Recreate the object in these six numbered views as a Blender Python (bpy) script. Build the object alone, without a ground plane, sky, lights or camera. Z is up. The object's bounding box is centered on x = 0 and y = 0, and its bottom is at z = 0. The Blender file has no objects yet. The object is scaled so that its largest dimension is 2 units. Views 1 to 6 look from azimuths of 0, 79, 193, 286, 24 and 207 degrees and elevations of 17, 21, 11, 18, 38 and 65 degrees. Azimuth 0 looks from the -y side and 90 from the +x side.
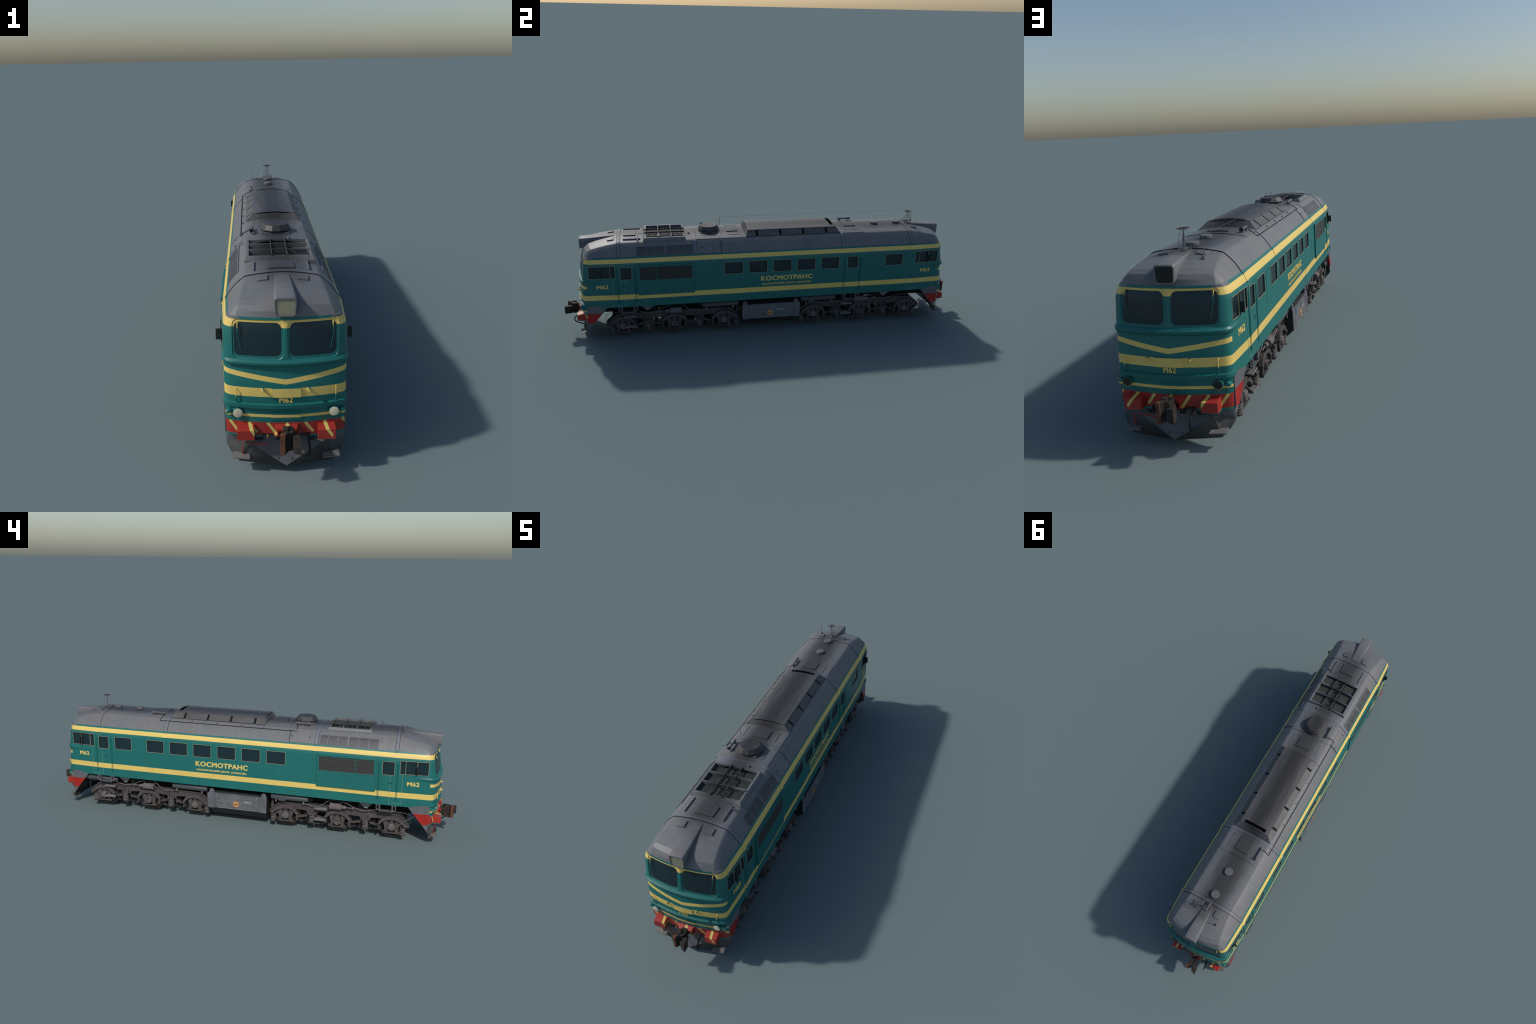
"""A six-axle diesel locomotive with two cabs: green body with yellow bands, grey roof, brown-grey bogies.
x = across, y = along (front cab at -y), z = up.  All lengths in metres at model scale."""
import bpy, bmesh, math, random
from mathutils import Vector, Matrix
random.seed(62)
PI = math.pi

# --------------------------------------------------------------------------------------------
#  node helpers: a tiny expression language so that paint masks read as formulas
# --------------------------------------------------------------------------------------------
class V:
    def __init__(s, nt, sock): s.nt, s.k = nt, sock
    def _m(s, op, *o):
        n = s.nt.nodes.new('ShaderNodeMath'); n.operation = op
        for i, a in enumerate((s,) + o):
            if isinstance(a, V): s.nt.links.new(a.k, n.inputs[i])
            else: n.inputs[i].default_value = a
        return V(s.nt, n.outputs[0])
    def __add__(s, o): return s._m('ADD', o)
    def __sub__(s, o): return s._m('SUBTRACT', o)
    def __mul__(s, o): return s._m('MULTIPLY', o)
    def __or__(s, o): return s._m('MAXIMUM', o)
    def __and__(s, o): return s._m('MULTIPLY', o)
    def __gt__(s, o): return s._m('GREATER_THAN', o)
    def __lt__(s, o): return s._m('LESS_THAN', o)
    def abs(s): return s._m('ABSOLUTE')
    def fract(s): return s._m('FRACT')
    def between(s, a, b): return (s > a) & (s < b)
    def smooth(s, a, b):
        n = s.nt.nodes.new('ShaderNodeMapRange'); n.interpolation_type = 'SMOOTHSTEP'; lo, hi = min(a, b), max(a, b)
        s.nt.links.new(s.k, n.inputs[0]); n.inputs[1].default_value = lo; n.inputs[2].default_value = hi
        if a > b: n.inputs[3].default_value = 1.; n.inputs[4].default_value = 0.
        return V(s.nt, n.outputs[0])

class Mat:
    def __init__(s, name, rough=.5, metal=0., spec=.5):
        s.m = bpy.data.materials.new(name); s.m.use_nodes = True
        s.nt = s.m.node_tree; s.b = s.nt.nodes['Principled BSDF']
        s.b.inputs['Roughness'].default_value = rough; s.b.inputs['Metallic'].default_value = metal
        s.b.inputs['Specular IOR Level'].default_value = spec
        tc = s.nt.nodes.new('ShaderNodeTexCoord'); s.tc = tc.outputs['Object']
        sx = s.nt.nodes.new('ShaderNodeSeparateXYZ'); s.nt.links.new(s.tc, sx.inputs[0])
        s.x, s.y, s.z = (V(s.nt, sx.outputs[i]) for i in range(3))
    def noise(s, scale=(1, 1, 1), detail=4, rough=.6, size=30.):
        mp = s.nt.nodes.new('ShaderNodeMapping'); mp.inputs['Scale'].default_value = scale
        s.nt.links.new(s.tc, mp.inputs[0])
        n = s.nt.nodes.new('ShaderNodeTexNoise'); n.inputs['Scale'].default_value = size
        n.inputs['Detail'].default_value = detail; n.inputs['Roughness'].default_value = rough
        s.nt.links.new(mp.outputs[0], n.inputs['Vector'])
        return V(s.nt, n.outputs[0])
    def mix(s, fac, a, b, mode='MIX'):
        n = s.nt.nodes.new('ShaderNodeMix'); n.data_type = 'RGBA'; n.blend_type = mode
        if isinstance(fac, V): s.nt.links.new(fac.k, n.inputs[0])
        else: n.inputs[0].default_value = fac
        for i, c in ((6, a), (7, b)):
            if isinstance(c, tuple): n.inputs[i].default_value = (*c, 1)
            else: s.nt.links.new(c, n.inputs[i])
        return n.outputs[2]
    def colour(s, c):
        if isinstance(c, tuple): s.b.inputs['Base Color'].default_value = (*c, 1)
        else: s.nt.links.new(c, s.b.inputs['Base Color'])
        return s.m
    def bump(s, v, strength=.2, dist=.002):
        n = s.nt.nodes.new('ShaderNodeBump'); n.inputs['Strength'].default_value = strength
        n.inputs['Distance'].default_value = dist
        s.nt.links.new(v.k, n.inputs['Height']); s.nt.links.new(n.outputs[0], s.b.inputs['Normal'])

GREEN = (.0130, .136, .127)
YELLOW = (.74, .55, .155)
RED = (.34, .030, .022)
GREY = (.178, .174, .182)

def make_body_paint():
    """Green body, the yellow bands at their heights, chevron, lamp line, red buffer zone with slanted stripes."""
    k = Mat('body_paint', .42, 0, .4); x, y, z = k.x, k.y, k.z; ax, ay = x.abs(), y.abs()
    fade = k.noise((1, 1, .15), 5, .6, 14).smooth(.3, .75)
    green = k.mix(fade, GREEN, tuple(c * 1.10 for c in GREEN))
    joint = ((y * 8.2 + .45).fract() < .011) & (z < .30) & (ay < .80)
    green = k.mix(joint * .30, green, (.01, .06, .055))
    band = z.between(.2195, .2445) | z.between(.4015, .4205)
    chev = (ay > .874) & (z - ax * .153).between(.2548, .2682)
    line = (ay > .872) & z.between(.1598, .1680)
    yellow = k.mix(k.noise((1, .3, 1), 4, .6, 40).smooth(.35, .8), YELLOW, tuple(c * .92 for c in YELLOW))
    yellow = k.mix(joint * .22, yellow, (.25, .2, .05))
    col = k.mix(band | chev | line, green, yellow)
    corner = (z > .4207) & (ax > .117) & (ay + (z - .4207) * 1.6 > .851)
    col = k.mix(corner, col, (.150, .152, .158))
    red = (ay > .86) & z.between(.1052, .1440)
    col = k.mix(red, col, RED)
    f = ((x + (z - .13) * .72 + .1362 + .0049) * (1 / .0488)).fract()
    across = (f - .10) * .0488
    stripe = (f < .20) & ((z - .1280) - across * .474).abs()._m('LESS_THAN', .0152)
    stripe = stripe & (((ay > .9125) & (ax > .1200)) | ((ay > .8995) & ax.between(.1262, .1280))).smooth(1., 0.)
    col = k.mix(red & stripe, col, (.58, .48, .135))
    return k.colour(col)

def make_flat(name, c, var=.12, rough=.5, metal=0., size=60, spec=.4, scale=(1, 1, 1)):
    k = Mat(name, rough, metal, spec)
    n = k.noise(scale, 5, .65, size).smooth(.3, .72)
    return k.colour(k.mix(n, tuple(a * (1 - var) for a in c), tuple(min(1, a * (1 + var)) for a in c)))

def make_roof(name, tint, soot_amount, scale=1.):
    """Weathered grey sheet: faint streaks run down the flanks, exhaust soot lies along the middle of the crown."""
    k = Mat(name, .5, 0, .35); ax, ay = k.x.abs(), k.y.abs()
    streak = k.noise((.3, 1.6, .3), 6, .75, 34).smooth(.30, .75)
    blot = k.noise((1, .6, 1), 5, .7, 13).smooth(.38, .66)
    warm = tuple(a * b for a, b in zip((.166, .164, .168), tint)); cool = tuple(a * b for a, b in zip((.143, .157, .168), tint))
    base = k.mix(blot, warm, cool)
    base = k.mix(streak, k.mix(1., base, (.90, .90, .90), 'MULTIPLY'), k.mix(1., base, (1.08, 1.08, 1.08), 'MULTIPLY'))
    wob = ax + (k.noise((1, .22, 1), 6, .7, 20) - .5) * .07
    ywob = ay + (k.noise((1, 1, 1), 3, .6, 9) - .5) * .12
    soot = wob.smooth(.098, .018) & k.z.smooth(.468, .486) & ywob.smooth(.84, .72)
    col = k.mix(soot * soot_amount, base, (.036, .036, .038))
    return k.colour(col)

def make_skirt():
    k = Mat('skirt_paint', .5, 0, .35)
    n = k.noise((1, 1, .4), 5, .65, 30).smooth(.3, .75)
    grey = k.mix(n, (.105, .108, .120), (.135, .138, .150))
    red = k.mix(n, (.30, .016, .012), (.36, .020, .015))
    return k.colour(k.mix(k.z.between(.1025, .1515) & (k.y.abs() < .8815), grey, red))

def make_bogie(name, f):
    k = Mat(name, .75, 0, .3)
    dust = k.noise((1, 1, 1), 6, .7, 40).smooth(.35, .72)
    rust = k.noise((1, 1, 1), 4, .6, 24).smooth(.60, .78)
    c = k.mix(dust, (.060 * f, .052 * f, .051 * f), (.106 * f, .092 * f, .090 * f))
    patch = k.noise((1, 1, 1), 4, .6, 12).smooth(.42, .62)
    c = k.mix(patch * .40, c, (.066 * f, .065 * f, .068 * f))
    rust = rust & k.z.smooth(.115, .08)
    return k.colour(k.mix(rust * .55, c, (.17, .092, .058)))

def make_coupler():
    k = Mat('coupler_rust', .75, 0, .3)
    a = k.noise((1, 1, 1), 6, .7, 70).smooth(.35, .70)
    c = k.mix(a, (.020, .017, .015), (.050, .036, .029))
    edge = (k.y.abs() > .974) & k.x.between(-.0190, -.0055) & (k.noise((1, 1, 1), 5, .7, 45) > .42)
    return k.colour(k.mix(edge * .7, c, (.16, .058, .028)))

def make_emblem():
    """plain round stand-in badge: orange rim, yellow disc, dark slanted bar"""
    k = Mat('emblem_paint', .5)
    dy, dz = k.y - .0, k.z - .104
    r = (dy * dy + dz * dz)._m('SQRT')
    n = k.noise((1, 1, 1), 3, .6, 160)
    c = k.mix(r.smooth(.0115, .0135), (.50, .33, .11), (.48, .15, .075))
    bar = ((dz * 1.0 + dy.abs() * .3 + (n - .5) * .012).abs() < .0028) & (r < .011)
    return k.colour(k.mix(bar | ((n > .55) & (r < .011)), c, (.16, .07, .04)))

M_BODY = make_body_paint()
M_GREEN = make_flat('green_paint', GREEN, .05, .42, 0, 14)
M_DGREEN = make_flat('dark_green_recess', (.0095, .098, .091), .1, .5)
M_YELLOW = make_flat('yellow_paint', YELLOW, .05, .45, 0, 40)
M_ROOF = make_roof('roof_paint', (1, 1, 1), .90)
M_RSEAM = make_roof('roof_joint_strip', (1.0, 1.06, 1.18), .80)
M_FITTING = make_flat('roof_fitting_grey', (.105, .108, .120), .12, .5)
M_SKIRT = make_skirt()
M_PLOW = make_flat('plough_paint', (.098, .102, .112), .16, .6, 0, 26)
M_BOGIE = make_bogie('bogie_grime', .94)
M_BOGIEL = make_bogie('bogie_light_steel', 1.85)
M_BDARK = make_flat('underframe_black', (.012, .012, .013), .25, .85, 0, 60, .15)
M_STEP = make_flat('step_steel', (.20, .185, .185), .18, .6, .0, 80)
M_WHEEL = make_flat('wheel_steel', (.048, .043, .041), .2, .6)
M_PLOWL = make_flat('plough_darkened_for_shade', (.066, .068, .070), .2, .7, 0, 26)
M_SILL = make_flat('sill_step_grey', (.088, .093, .100), .12, .55)
M_RIB = make_flat('fuel_tank_rib_grey', (.165, .170, .185), .15, .5)  # paler than the tank side so the ribs read as highlight lines
M_HOPPER = make_flat('sand_hopper_grey', (.19, .20, .205), .1, .5)
M_ESTEP = make_flat('end_step_steel', (.150, .142, .136), .18, .6, 0, 60)
M_TREAD = make_flat('wheel_tread', (.22, .23, .23), .1, .35, .6)
M_TANK = make_flat('tank_grey', (.064, .071, .076), .12, .5, 0, 30)
M_FUEL = make_flat('fuel_tank_grey', (.112, .119, .133), .20, .55, 0, 22)
M_FUELD = make_flat('fuel_tank_belly', (.028, .031, .033), .15, .6)
M_GLASS = make_flat('window_glass', (.0118, .0290, .0370), .06, .25, 0, 10, .35)
M_RUBBER = make_flat('window_rubber', (.018, .017, .016), .1, .6)
M_FRAME = make_flat('window_frame_pale', (.25, .28, .21), .1, .5)
M_GHOST = make_flat('pale_outline', (.20, .36, .25), .1, .5)
M_LOUVRE = make_flat('louvre_dark', (.028, .029, .027), .12, .6)
M_LAMP = make_flat('lamp_glass_cream', (.62, .58, .43), .03, .3)
M_HOODGLASS = make_flat('headlamp_glass', (.29, .28, .19), .10, .3, 0, 50)
M_LAMPDARK = make_flat('lamp_glass_dark', (.012, .014, .016), .05, .25)
M_MIRROR = make_flat('mirror_dark', (.012, .022, .020), .1, .5)
M_BLACK = make_flat('black_rubber', (.008, .009, .011), .1, .55)
M_REDP = make_flat('red_pipe', (.40, .016, .014), .05, .45)
M_COUP = make_coupler()
M_RAD = make_flat('radiator_core', (.062, .074, .066), .2, .7, 0, 90)
def make_hood():
    """sooty sheet of the vent hood and the mushroom cap: blackest along the middle, streaked lengthwise"""
    k = Mat('vent_hood_grey', .5, 0, .35); n = k.noise((1.6, .22, 1), 6, .7, 26)
    ax = k.x.abs() + (n - .5) * .05
    c = k.mix(n.smooth(.3, .72), (.078, .077, .080), (.110, .109, .112))
    return k.colour(k.mix(ax.smooth(.080, .008) * .85, c, (.022, .022, .023)))
M_HOOD = make_hood()
M_FLAP = make_flat('vent_flap_grey', (.098, .097, .096), .16, .5, 0, 24, .35, (1, .4, 1))
M_ROD = make_flat('antenna_metal', (.13, .13, .135), .1, .5)
M_EMB = make_emblem()
M_WHITE = make_flat('white_marking', (.42, .44, .46), .1, .6)
M_HOSE = make_flat('hose_grey', (.15, .14, .13), .12, .6)
M_BRASS = make_flat('brass_valve', (.35, .25, .07), .1, .4, .3)

# --------------------------------------------------------------------------------------------
#  geometry helpers
# --------------------------------------------------------------------------------------------
ROOT = bpy.data.objects.new('diesel_locomotive', None)
bpy.context.collection.objects.link(ROOT)
ROOT['label'] = 'green diesel locomotive with yellow bands and grey roof'
ROOT['category'] = 'locomotive'

class G:
    """collects vertices and faces; every shape method appends one closed solid"""
    def __init__(s): s.v, s.f, s.mi, s.cur = [], [], [], 0
    def add(s, vs, fs):
        o = len(s.v); s.v += [tuple(p) for p in vs]
        s.f += [tuple(i + o for i in f) for f in fs]; s.mi += [s.cur] * len(fs)
        return s
    def box(s, x0, x1, y0, y1, z0, z1, M=None):
        x0, x1 = sorted((x0, x1)); y0, y1 = sorted((y0, y1)); z0, z1 = sorted((z0, z1))
        vs = [(x, y, z) for z in (z0, z1) for y in (y0, y1) for x in (x0, x1)]
        if M: vs = [M @ Vector(p) for p in vs]
        return s.add(vs, [(0, 2, 3, 1), (4, 5, 7, 6), (0, 1, 5, 4), (2, 6, 7, 3), (0, 4, 6, 2), (1, 3, 7, 5)])
    def loft(s, rings, cap=True, closed=True):
        n = len(rings[0]); vs = [p for r in rings for p in r]; fs = []
        for i in range(len(rings) - 1):
            for j in range(n if closed else n - 1):
                k = (j + 1) % n
                fs.append((i * n + j, i * n + k, (i + 1) * n + k, (i + 1) * n + j))
        if cap:
            fs.append(tuple(range(n - 1, -1, -1))); fs.append(tuple((len(rings) - 1) * n + j for j in range(n)))
        return s.add(vs, fs)
    def prism(s, poly, axis, a, b):
        """extrude a 2D polygon along axis 0/1/2 from a to b"""
        def P(p, t):
            q = list(p); q.insert(axis, t); return tuple(q)
        return s.loft([[P(p, a) for p in poly], [P(p, b) for p in poly]])
    def lathe(s, prof, axis, c, n=20, cap=True):
        """prof: (radius, position along axis)"""
        rings = []
        for r, t in prof:
            ring = []
            for i in range(n):
                a = 2 * PI * (i + .5) / n; q = [r * math.cos(a), r * math.sin(a)]; q.insert(axis, t)
                ring.append(tuple(q[k] + c[k] for k in range(3)))
            rings.append(ring)
        return s.loft(rings, cap)
    def tube(s, pts, r, n=8, r1=None):
        pts = [Vector(p) for p in pts]; rings = []
        for i, p in enumerate(pts):
            t = (pts[min(i + 1, len(pts) - 1)] - pts[max(i - 1, 0)]).normalized()
            u = t.cross(Vector((0, 0, 1)) if abs(t.z) < .95 else Vector((1, 0, 0))).normalized(); w = t.cross(u)
            rr = r if r1 is None else r + (r1 - r) * i / (len(pts) - 1)
            rings.append([p + (u * math.cos(2 * PI * k / n) + w * math.sin(2 * PI * k / n)) * rr for k in range(n)])
        return s.loft(rings)
    def mirror(s, x=False, y=False):
        g = G(); sx, sy = (-1 if x else 1), (-1 if y else 1)
        g.v = [(p[0] * sx, p[1] * sy, p[2]) for p in s.v]; g.f = list(s.f); g.mi = list(s.mi); return g
    def both(s, x=False, y=False):
        m = s.mirror(x, y); o = len(s.v); s.v += m.v; s.f += [tuple(i + o for i in f) for f in m.f]; s.mi += m.mi; return s
    def mesh(s, name, mats, angle=35):
        me = bpy.data.meshes.new(name); me.from_pydata(s.v, [], s.f)
        for m in (mats if isinstance(mats, (list, tuple)) else [mats]): me.materials.append(m)
        me.polygons.foreach_set('material_index', s.mi)
        bm = bmesh.new(); bm.from_mesh(me); bmesh.ops.recalc_face_normals(bm, faces=bm.faces)
        bm.to_mesh(me); bm.free()
        me.shade_smooth(); me.set_sharp_from_angle(angle=math.radians(angle))
        return me
    def obj(s, name, mats, parent=None, angle=35, bevel=0):
        o = bpy.data.objects.new(name, s.mesh(name, mats, angle)); link(o, parent)
        if bevel:
            b = o.modifiers.new('Bevel', 'BEVEL'); b.width = bevel; b.segments = 2; b.limit_method = 'ANGLE'
            b.angle_limit = math.radians(40); b.harden_normals = False
        return o

def link(o, parent=None):
    bpy.context.collection.objects.link(o); o.parent = parent or ROOT
    return o

def inst(mesh, name, loc=(0, 0, 0), rz=0., parent=None):
    o = bpy.data.objects.new(name, mesh); o.location = loc; o.rotation_euler = (0, 0, rz)
    return link(o, parent)

def interp(tab, t):
    if t <= tab[0][0]: return tab[0][1:]
    for a, b in zip(tab, tab[1:]):
        if t <= b[0]:
            f = (t - a[0]) / (b[0] - a[0]); return tuple(p + (q - p) * f for p, q in zip(a[1:], b[1:]))
    return tab[-1][1:]

def smoothpath(pts, k=6):
    """Catmull-Rom through control points"""
    P = [Vector(p) for p in pts]; P = [P[0] * 2 - P[1]] + P + [P[-1] * 2 - P[-2]]; out = []
    for i in range(1, len(P) - 2):
        for j in range(k):
            t = j / k; a, b, c, d = P[i - 1:i + 3]
            out.append(.5 * ((2 * b) + (c - a) * t + (2 * a - 5 * b + 4 * c - d) * t * t + (3 * b - a - 3 * c + d) * t ** 3))
    return out + [P[-2]]

def rrect(x0, x1, z0, z1, r, n=5):
    """rounded rectangle, counter-clockwise 2D"""
    pts = []
    for cx, cz, a0 in ((x1 - r, z1 - r, 0), (x0 + r, z1 - r, 90), (x0 + r, z0 + r, 180), (x1 - r, z0 + r, 270)):
        for i in range(n + 1):
            a = math.radians(a0 + 90 * i / n); pts.append((cx + r * math.cos(a), cz + r * math.sin(a)))
    return pts

# --------------------------------------------------------------------------------------------
#  body shell: horizontal outlines stacked in height
#  z, half width, end position at the middle, bulge of the end, corner size
# --------------------------------------------------------------------------------------------
PLAN = [(.100, .1655, .9125, .026, .022), (.150, .1660, .9150, .026, .022), (.186, .1665, .9170, .027, .022),
        (.215, .1665, .9190, .028, .022), (.252, .1665, .9190, .029, .022), (.288, .1665, .9140, .028, .022),
        (.300, .1665, .9135, .028, .022), (.322, .1665, .9140, .028, .024), (.335, .1665, .9128, .028, .025),
        (.3915, .1665, .9040, .027, .028), (.4025, .1638, .9020, .027, .029), (.4205, .1546, .8975, .025, .029),
        (.4275, .1497, .8960, .023, .028)]

def plan(z): return interp(PLAN, z)

def end_arc(z, d=0., n=14, m=7):
    """outline of the front end (at -y) at height z, from the +x flank round to the -x flank, pushed out by d"""
    w, yc, b, r = plan(z); xe = w - r
    f = lambda x: -(yc - b * (x / w) ** 2)
    y1 = f(xe); sl = 2 * b * xe / w ** 2
    p0, p1 = (xe, y1), (w, y1 + sl * r); p2 = (w, p1[1] + r * .8)
    half = [((1 - t) ** 2 * p2[0] + 2 * t * (1 - t) * p1[0] + t * t * p0[0],
             (1 - t) ** 2 * p2[1] + 2 * t * (1 - t) * p1[1] + t * t * p0[1]) for t in [i / m for i in range(m + 1)]]
    mid = [(xe - 2 * xe * i / n, f(xe - 2 * xe * i / n)) for i in range(1, n)]
    pts = half + mid + [(-x, y) for x, y in reversed(half)]
    if d:
        out = []
        for i, p in enumerate(pts):
            a, c = Vector(pts[max(i - 1, 0)]), Vector(pts[min(i + 1, len(pts) - 1)])
            t = (c - a).normalized(); nrm = Vector((t.y, -t.x))
            if nrm.y > 0 and abs(nrm.x) < .9: nrm = -nrm
            if nrm.x * p[0] < 0: nrm = -nrm
            out.append((p[0] + nrm.x * d, p[1] + nrm.y * d))
        pts = out
    return pts

def front_y(x, z):
    w, yc, b, r = plan(z); return -(yc - b * (min(abs(x), w) / w) ** 2)

def body_ring(z):
    a = end_arc(z); w = plan(z)[0]; m = [(-w, -.735), (-w, 0), (-w, .735)]
    r = a + m + [(-x, -y) for x, y in a] + [(-x, -y) for x, y in m]
    return [(x, y, z) for x, y in r]

g = G()
zs = [.1795, .186, .200, .215, .235, .252, .270, .288, .300, .311, .322, .335, .350, .365, .380, .3915, .4025, .4115, .4205, .4275]
g.loft([body_ring(z) for z in zs])
body = g.obj('body_shell', M_BODY)

def windscreen_loop(x0, x1, z0, z1, r, d, s=1., sag=0):
    """closed loop on the curved end wall, sunk by d"""
    base = rrect(x0, x1, z0, z1, r, 6); pts = []
    for i, p in enumerate(base):
        q = base[(i + 1) % len(base)]; L = math.hypot(q[0] - p[0], q[1] - p[1]); k = max(1, int(L / .012))
        pts += [(p[0] + (q[0] - p[0]) * j / k, p[1] + (q[1] - p[1]) * j / k) for j in range(k)]
    cx, cz = (x0 + x1) / 2, (z0 + z1) / 2
    return [((x - cx) * s + cx, (z - cz) * s + cz) for x, z in pts]

WS_OUT = (.0040, .1370, .3200, .4215, .017)
WS_IN = (.0108, .1300, .3290, .4140, .012)
def on_wall(loop, d, sx=1, sy=1): return [(x * sx, (front_y(x, z) + d) * sy, z) for x, z in loop]

cut = G()
lo_, li_ = None, None
for sx in (1, -1):
    for sy in (1, -1):
        outer = windscreen_loop(*WS_OUT, 0); inner = windscreen_loop(*WS_IN, 0)
        n = min(len(outer), len(inner))
        # same number of points: resample inner from the outer by mapping the rectangle
        ox0, ox1, oz0, oz1, _ = WS_OUT; ix0, ix1, iz0, iz1, _ = WS_IN
        mapped = [((x - ox0) / (ox1 - ox0) * (ix1 - ix0) + ix0, (z - oz0) / (oz1 - oz0) * (iz1 - iz0) + iz0) for x, z in outer]
        c = ((ix0 + ix1) / 2, (iz0 + iz1) / 2)
        shr = lambda s: [((x - c[0]) * s + c[0], (z - c[1]) * s + c[1]) for x, z in mapped]
        rim = [(a[0] * .72 + b[0] * .28, a[1] * .72 + b[1] * .28) for a, b in zip(outer, mapped)]
        cut.loft([on_wall(outer, -.03, sx, sy), on_wall(outer, -.0002, sx, sy), on_wall(rim, .0026, sx, sy), on_wall([(b[0] * .95 + a[0] * .05, b[1] * .95 + a[1] * .05) for a, b in zip(outer, mapped)], .0029, sx, sy), on_wall(mapped, .0042, sx, sy),
                  on_wall(shr(.66), .0042, sx, sy), on_wall(shr(.33), .0042, sx, sy), on_wall(shr(.03), .0042, sx, sy)])
# flank windows: (flank, y from, y to, z from, z to, mullions)
W = .1665
WINDOWS = [(-1, .4152 - .1198 * i - .045, .4152 - .1198 * i + .045, .3220, .3835, ()) for i in range(6)]
WINDOWS += [(1, .2960 - .1200 * i - .0455, .2960 - .1200 * i + .0455, .3220, .3835, ()) for i in range(5)]
WINDOWS += [(-1, .541, .630, .322, .384, ()), (1, .583, .673, .323, .384, ())]
WINDOWS += [(s, y - .0270, y + .0270, .320, .382, ()) for y, s in ((-.692, -1), (-.692, 1), (.6915, -1), (.4125, 1))]
WINDOWS += [(s, min(e * .7415, e * .8635), max(e * .7415, e * .8635), .329, .3905, (e * .7650, e * .8140)) for s in (-1, 1) for e in (-1, 1)]
for s, ya, yb, za, zb, _ in WINDOWS: cut.box(s * (W - .0050), s * (W + .01), ya + .0012, yb - .0012, za + .0012, zb - .0012)
cutter = cut.obj('window_cutter', M_BODY)
md = body.modifiers.new('Windscreens', 'BOOLEAN'); md.operation = 'DIFFERENCE'; md.solver = 'EXACT'; md.object = cutter

def apply(o):
    dg = bpy.context.evaluated_depsgraph_get(); dg.update()
    me = bpy.data.meshes.new_from_object(o.evaluated_get(dg)); o.modifiers.clear(); old = o.data; o.data = me
    me.name = old.name; bpy.data.meshes.remove(old)
    me.shade_smooth(); me.set_sharp_from_angle(angle=math.radians(35))
def kill(o): bpy.data.objects.remove(o, do_unlink=True)
apply(body); kill(cutter)

# windscreen panes with their rubber lip, wipers
for sx in (1, -1):
    for sy in (1, -1):
        lip = [((x - WS_OUT[0]) / (WS_OUT[1] - WS_OUT[0]) * (WS_IN[1] - WS_IN[0]) + WS_IN[0],
                (z - WS_OUT[2]) / (WS_OUT[3] - WS_OUT[2]) * (WS_IN[3] - WS_IN[2]) + WS_IN[2]) for x, z in windscreen_loop(*WS_OUT, 0)]
        c = ((WS_IN[0] + WS_IN[1]) / 2, (WS_IN[2] + WS_IN[3]) / 2)
        shr = lambda s: [((x - c[0]) * s + c[0], (z - c[1]) * s + c[1]) for x, z in lip]
        g = G(); g.loft([on_wall(shr(.994), .009, sx, sy), on_wall(shr(.994), .0034, sx, sy)] + [on_wall(shr(s), .0032, sx, sy) for s in (.75, .5, .25, .02)])
        ws = g.obj('windscreen', M_GLASS)
        g = G(); a, b, cc = (.1205, .409), (.1200, .393), (.1138, .345)
        P = lambda p, d: (p[0] * sx, (front_y(*p) - d) * sy, p[1])
        g.tube([P((.1205, .414), .001), P(a, .004), P(b, .004)], .0016, 6)
        g.tube([P((.1215, .396), .004), P((.1222, .392), .003), P(cc, .0015)], .0013, 6, .0006)
        g.obj('wiper', M_BODY, ws)

# ---- side-wall parts ------------------------------------------------------------------------
def side_box(g, s, y0, y1, z0, z1, proud, depth=.004): g.box(s * (W - depth), s * (W + proud), y0, y1, z0, z1)

def window(s, y0, y1, z0, z1, mullions):
    """pale frame strip round a pocket, black rubber rim, dark pane set back with two cut corners"""
    def rim(g, o, i, xa, xb):
        for a in ((y0 + o, y1 - o, z0 + o, z0 + i), (y0 + o, y1 - o, z1 - i, z1 - o), (y0 + o, y0 + i, z0 + i, z1 - i), (y1 - i, y1 - o, z0 + i, z1 - i)):
            g.box(s * (W + xa), s * (W + xb), *a)
    g = G(); rim(g, 0, .0016, -.0030, .0008); g.cur = 1; rim(g, .00165, .0042, -.0046, .0002); g.cur = 0
    for d in mullions: g.box(s * (W - .0030), s * (W + .0016), d - .0010, d + .0010, z0 + .001, z1 - .001)
    fo = g.obj('window_frame', [M_FRAME, M_RUBBER])
    g = G(); c = .006; ya, yb, za, zb = y0 + .0040, y1 - .0040, z0 + .0040, z1 - .0040
    poly = [(ya + c, za), (yb, za), (yb, zb - c), (yb - c, zb), (ya, zb), (ya, za + c)] if s < 0 else [(ya, za), (yb - c, za), (yb, za + c), (yb, zb), (ya + c, zb), (ya, zb - c)]
    g.prism(poly, 0, s * (W - .0052), s * (W - .0026))
    g.obj('window_pane', M_GLASS, fo)
    g = G(); g.box(s * (W - .0060), s * (W - .0034), y0 + .002, y1 - .002, z0 + .002, z1 - .002); g.obj('window_rubber', M_RUBBER, fo)
for w in WINDOWS: window(*w)
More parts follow.
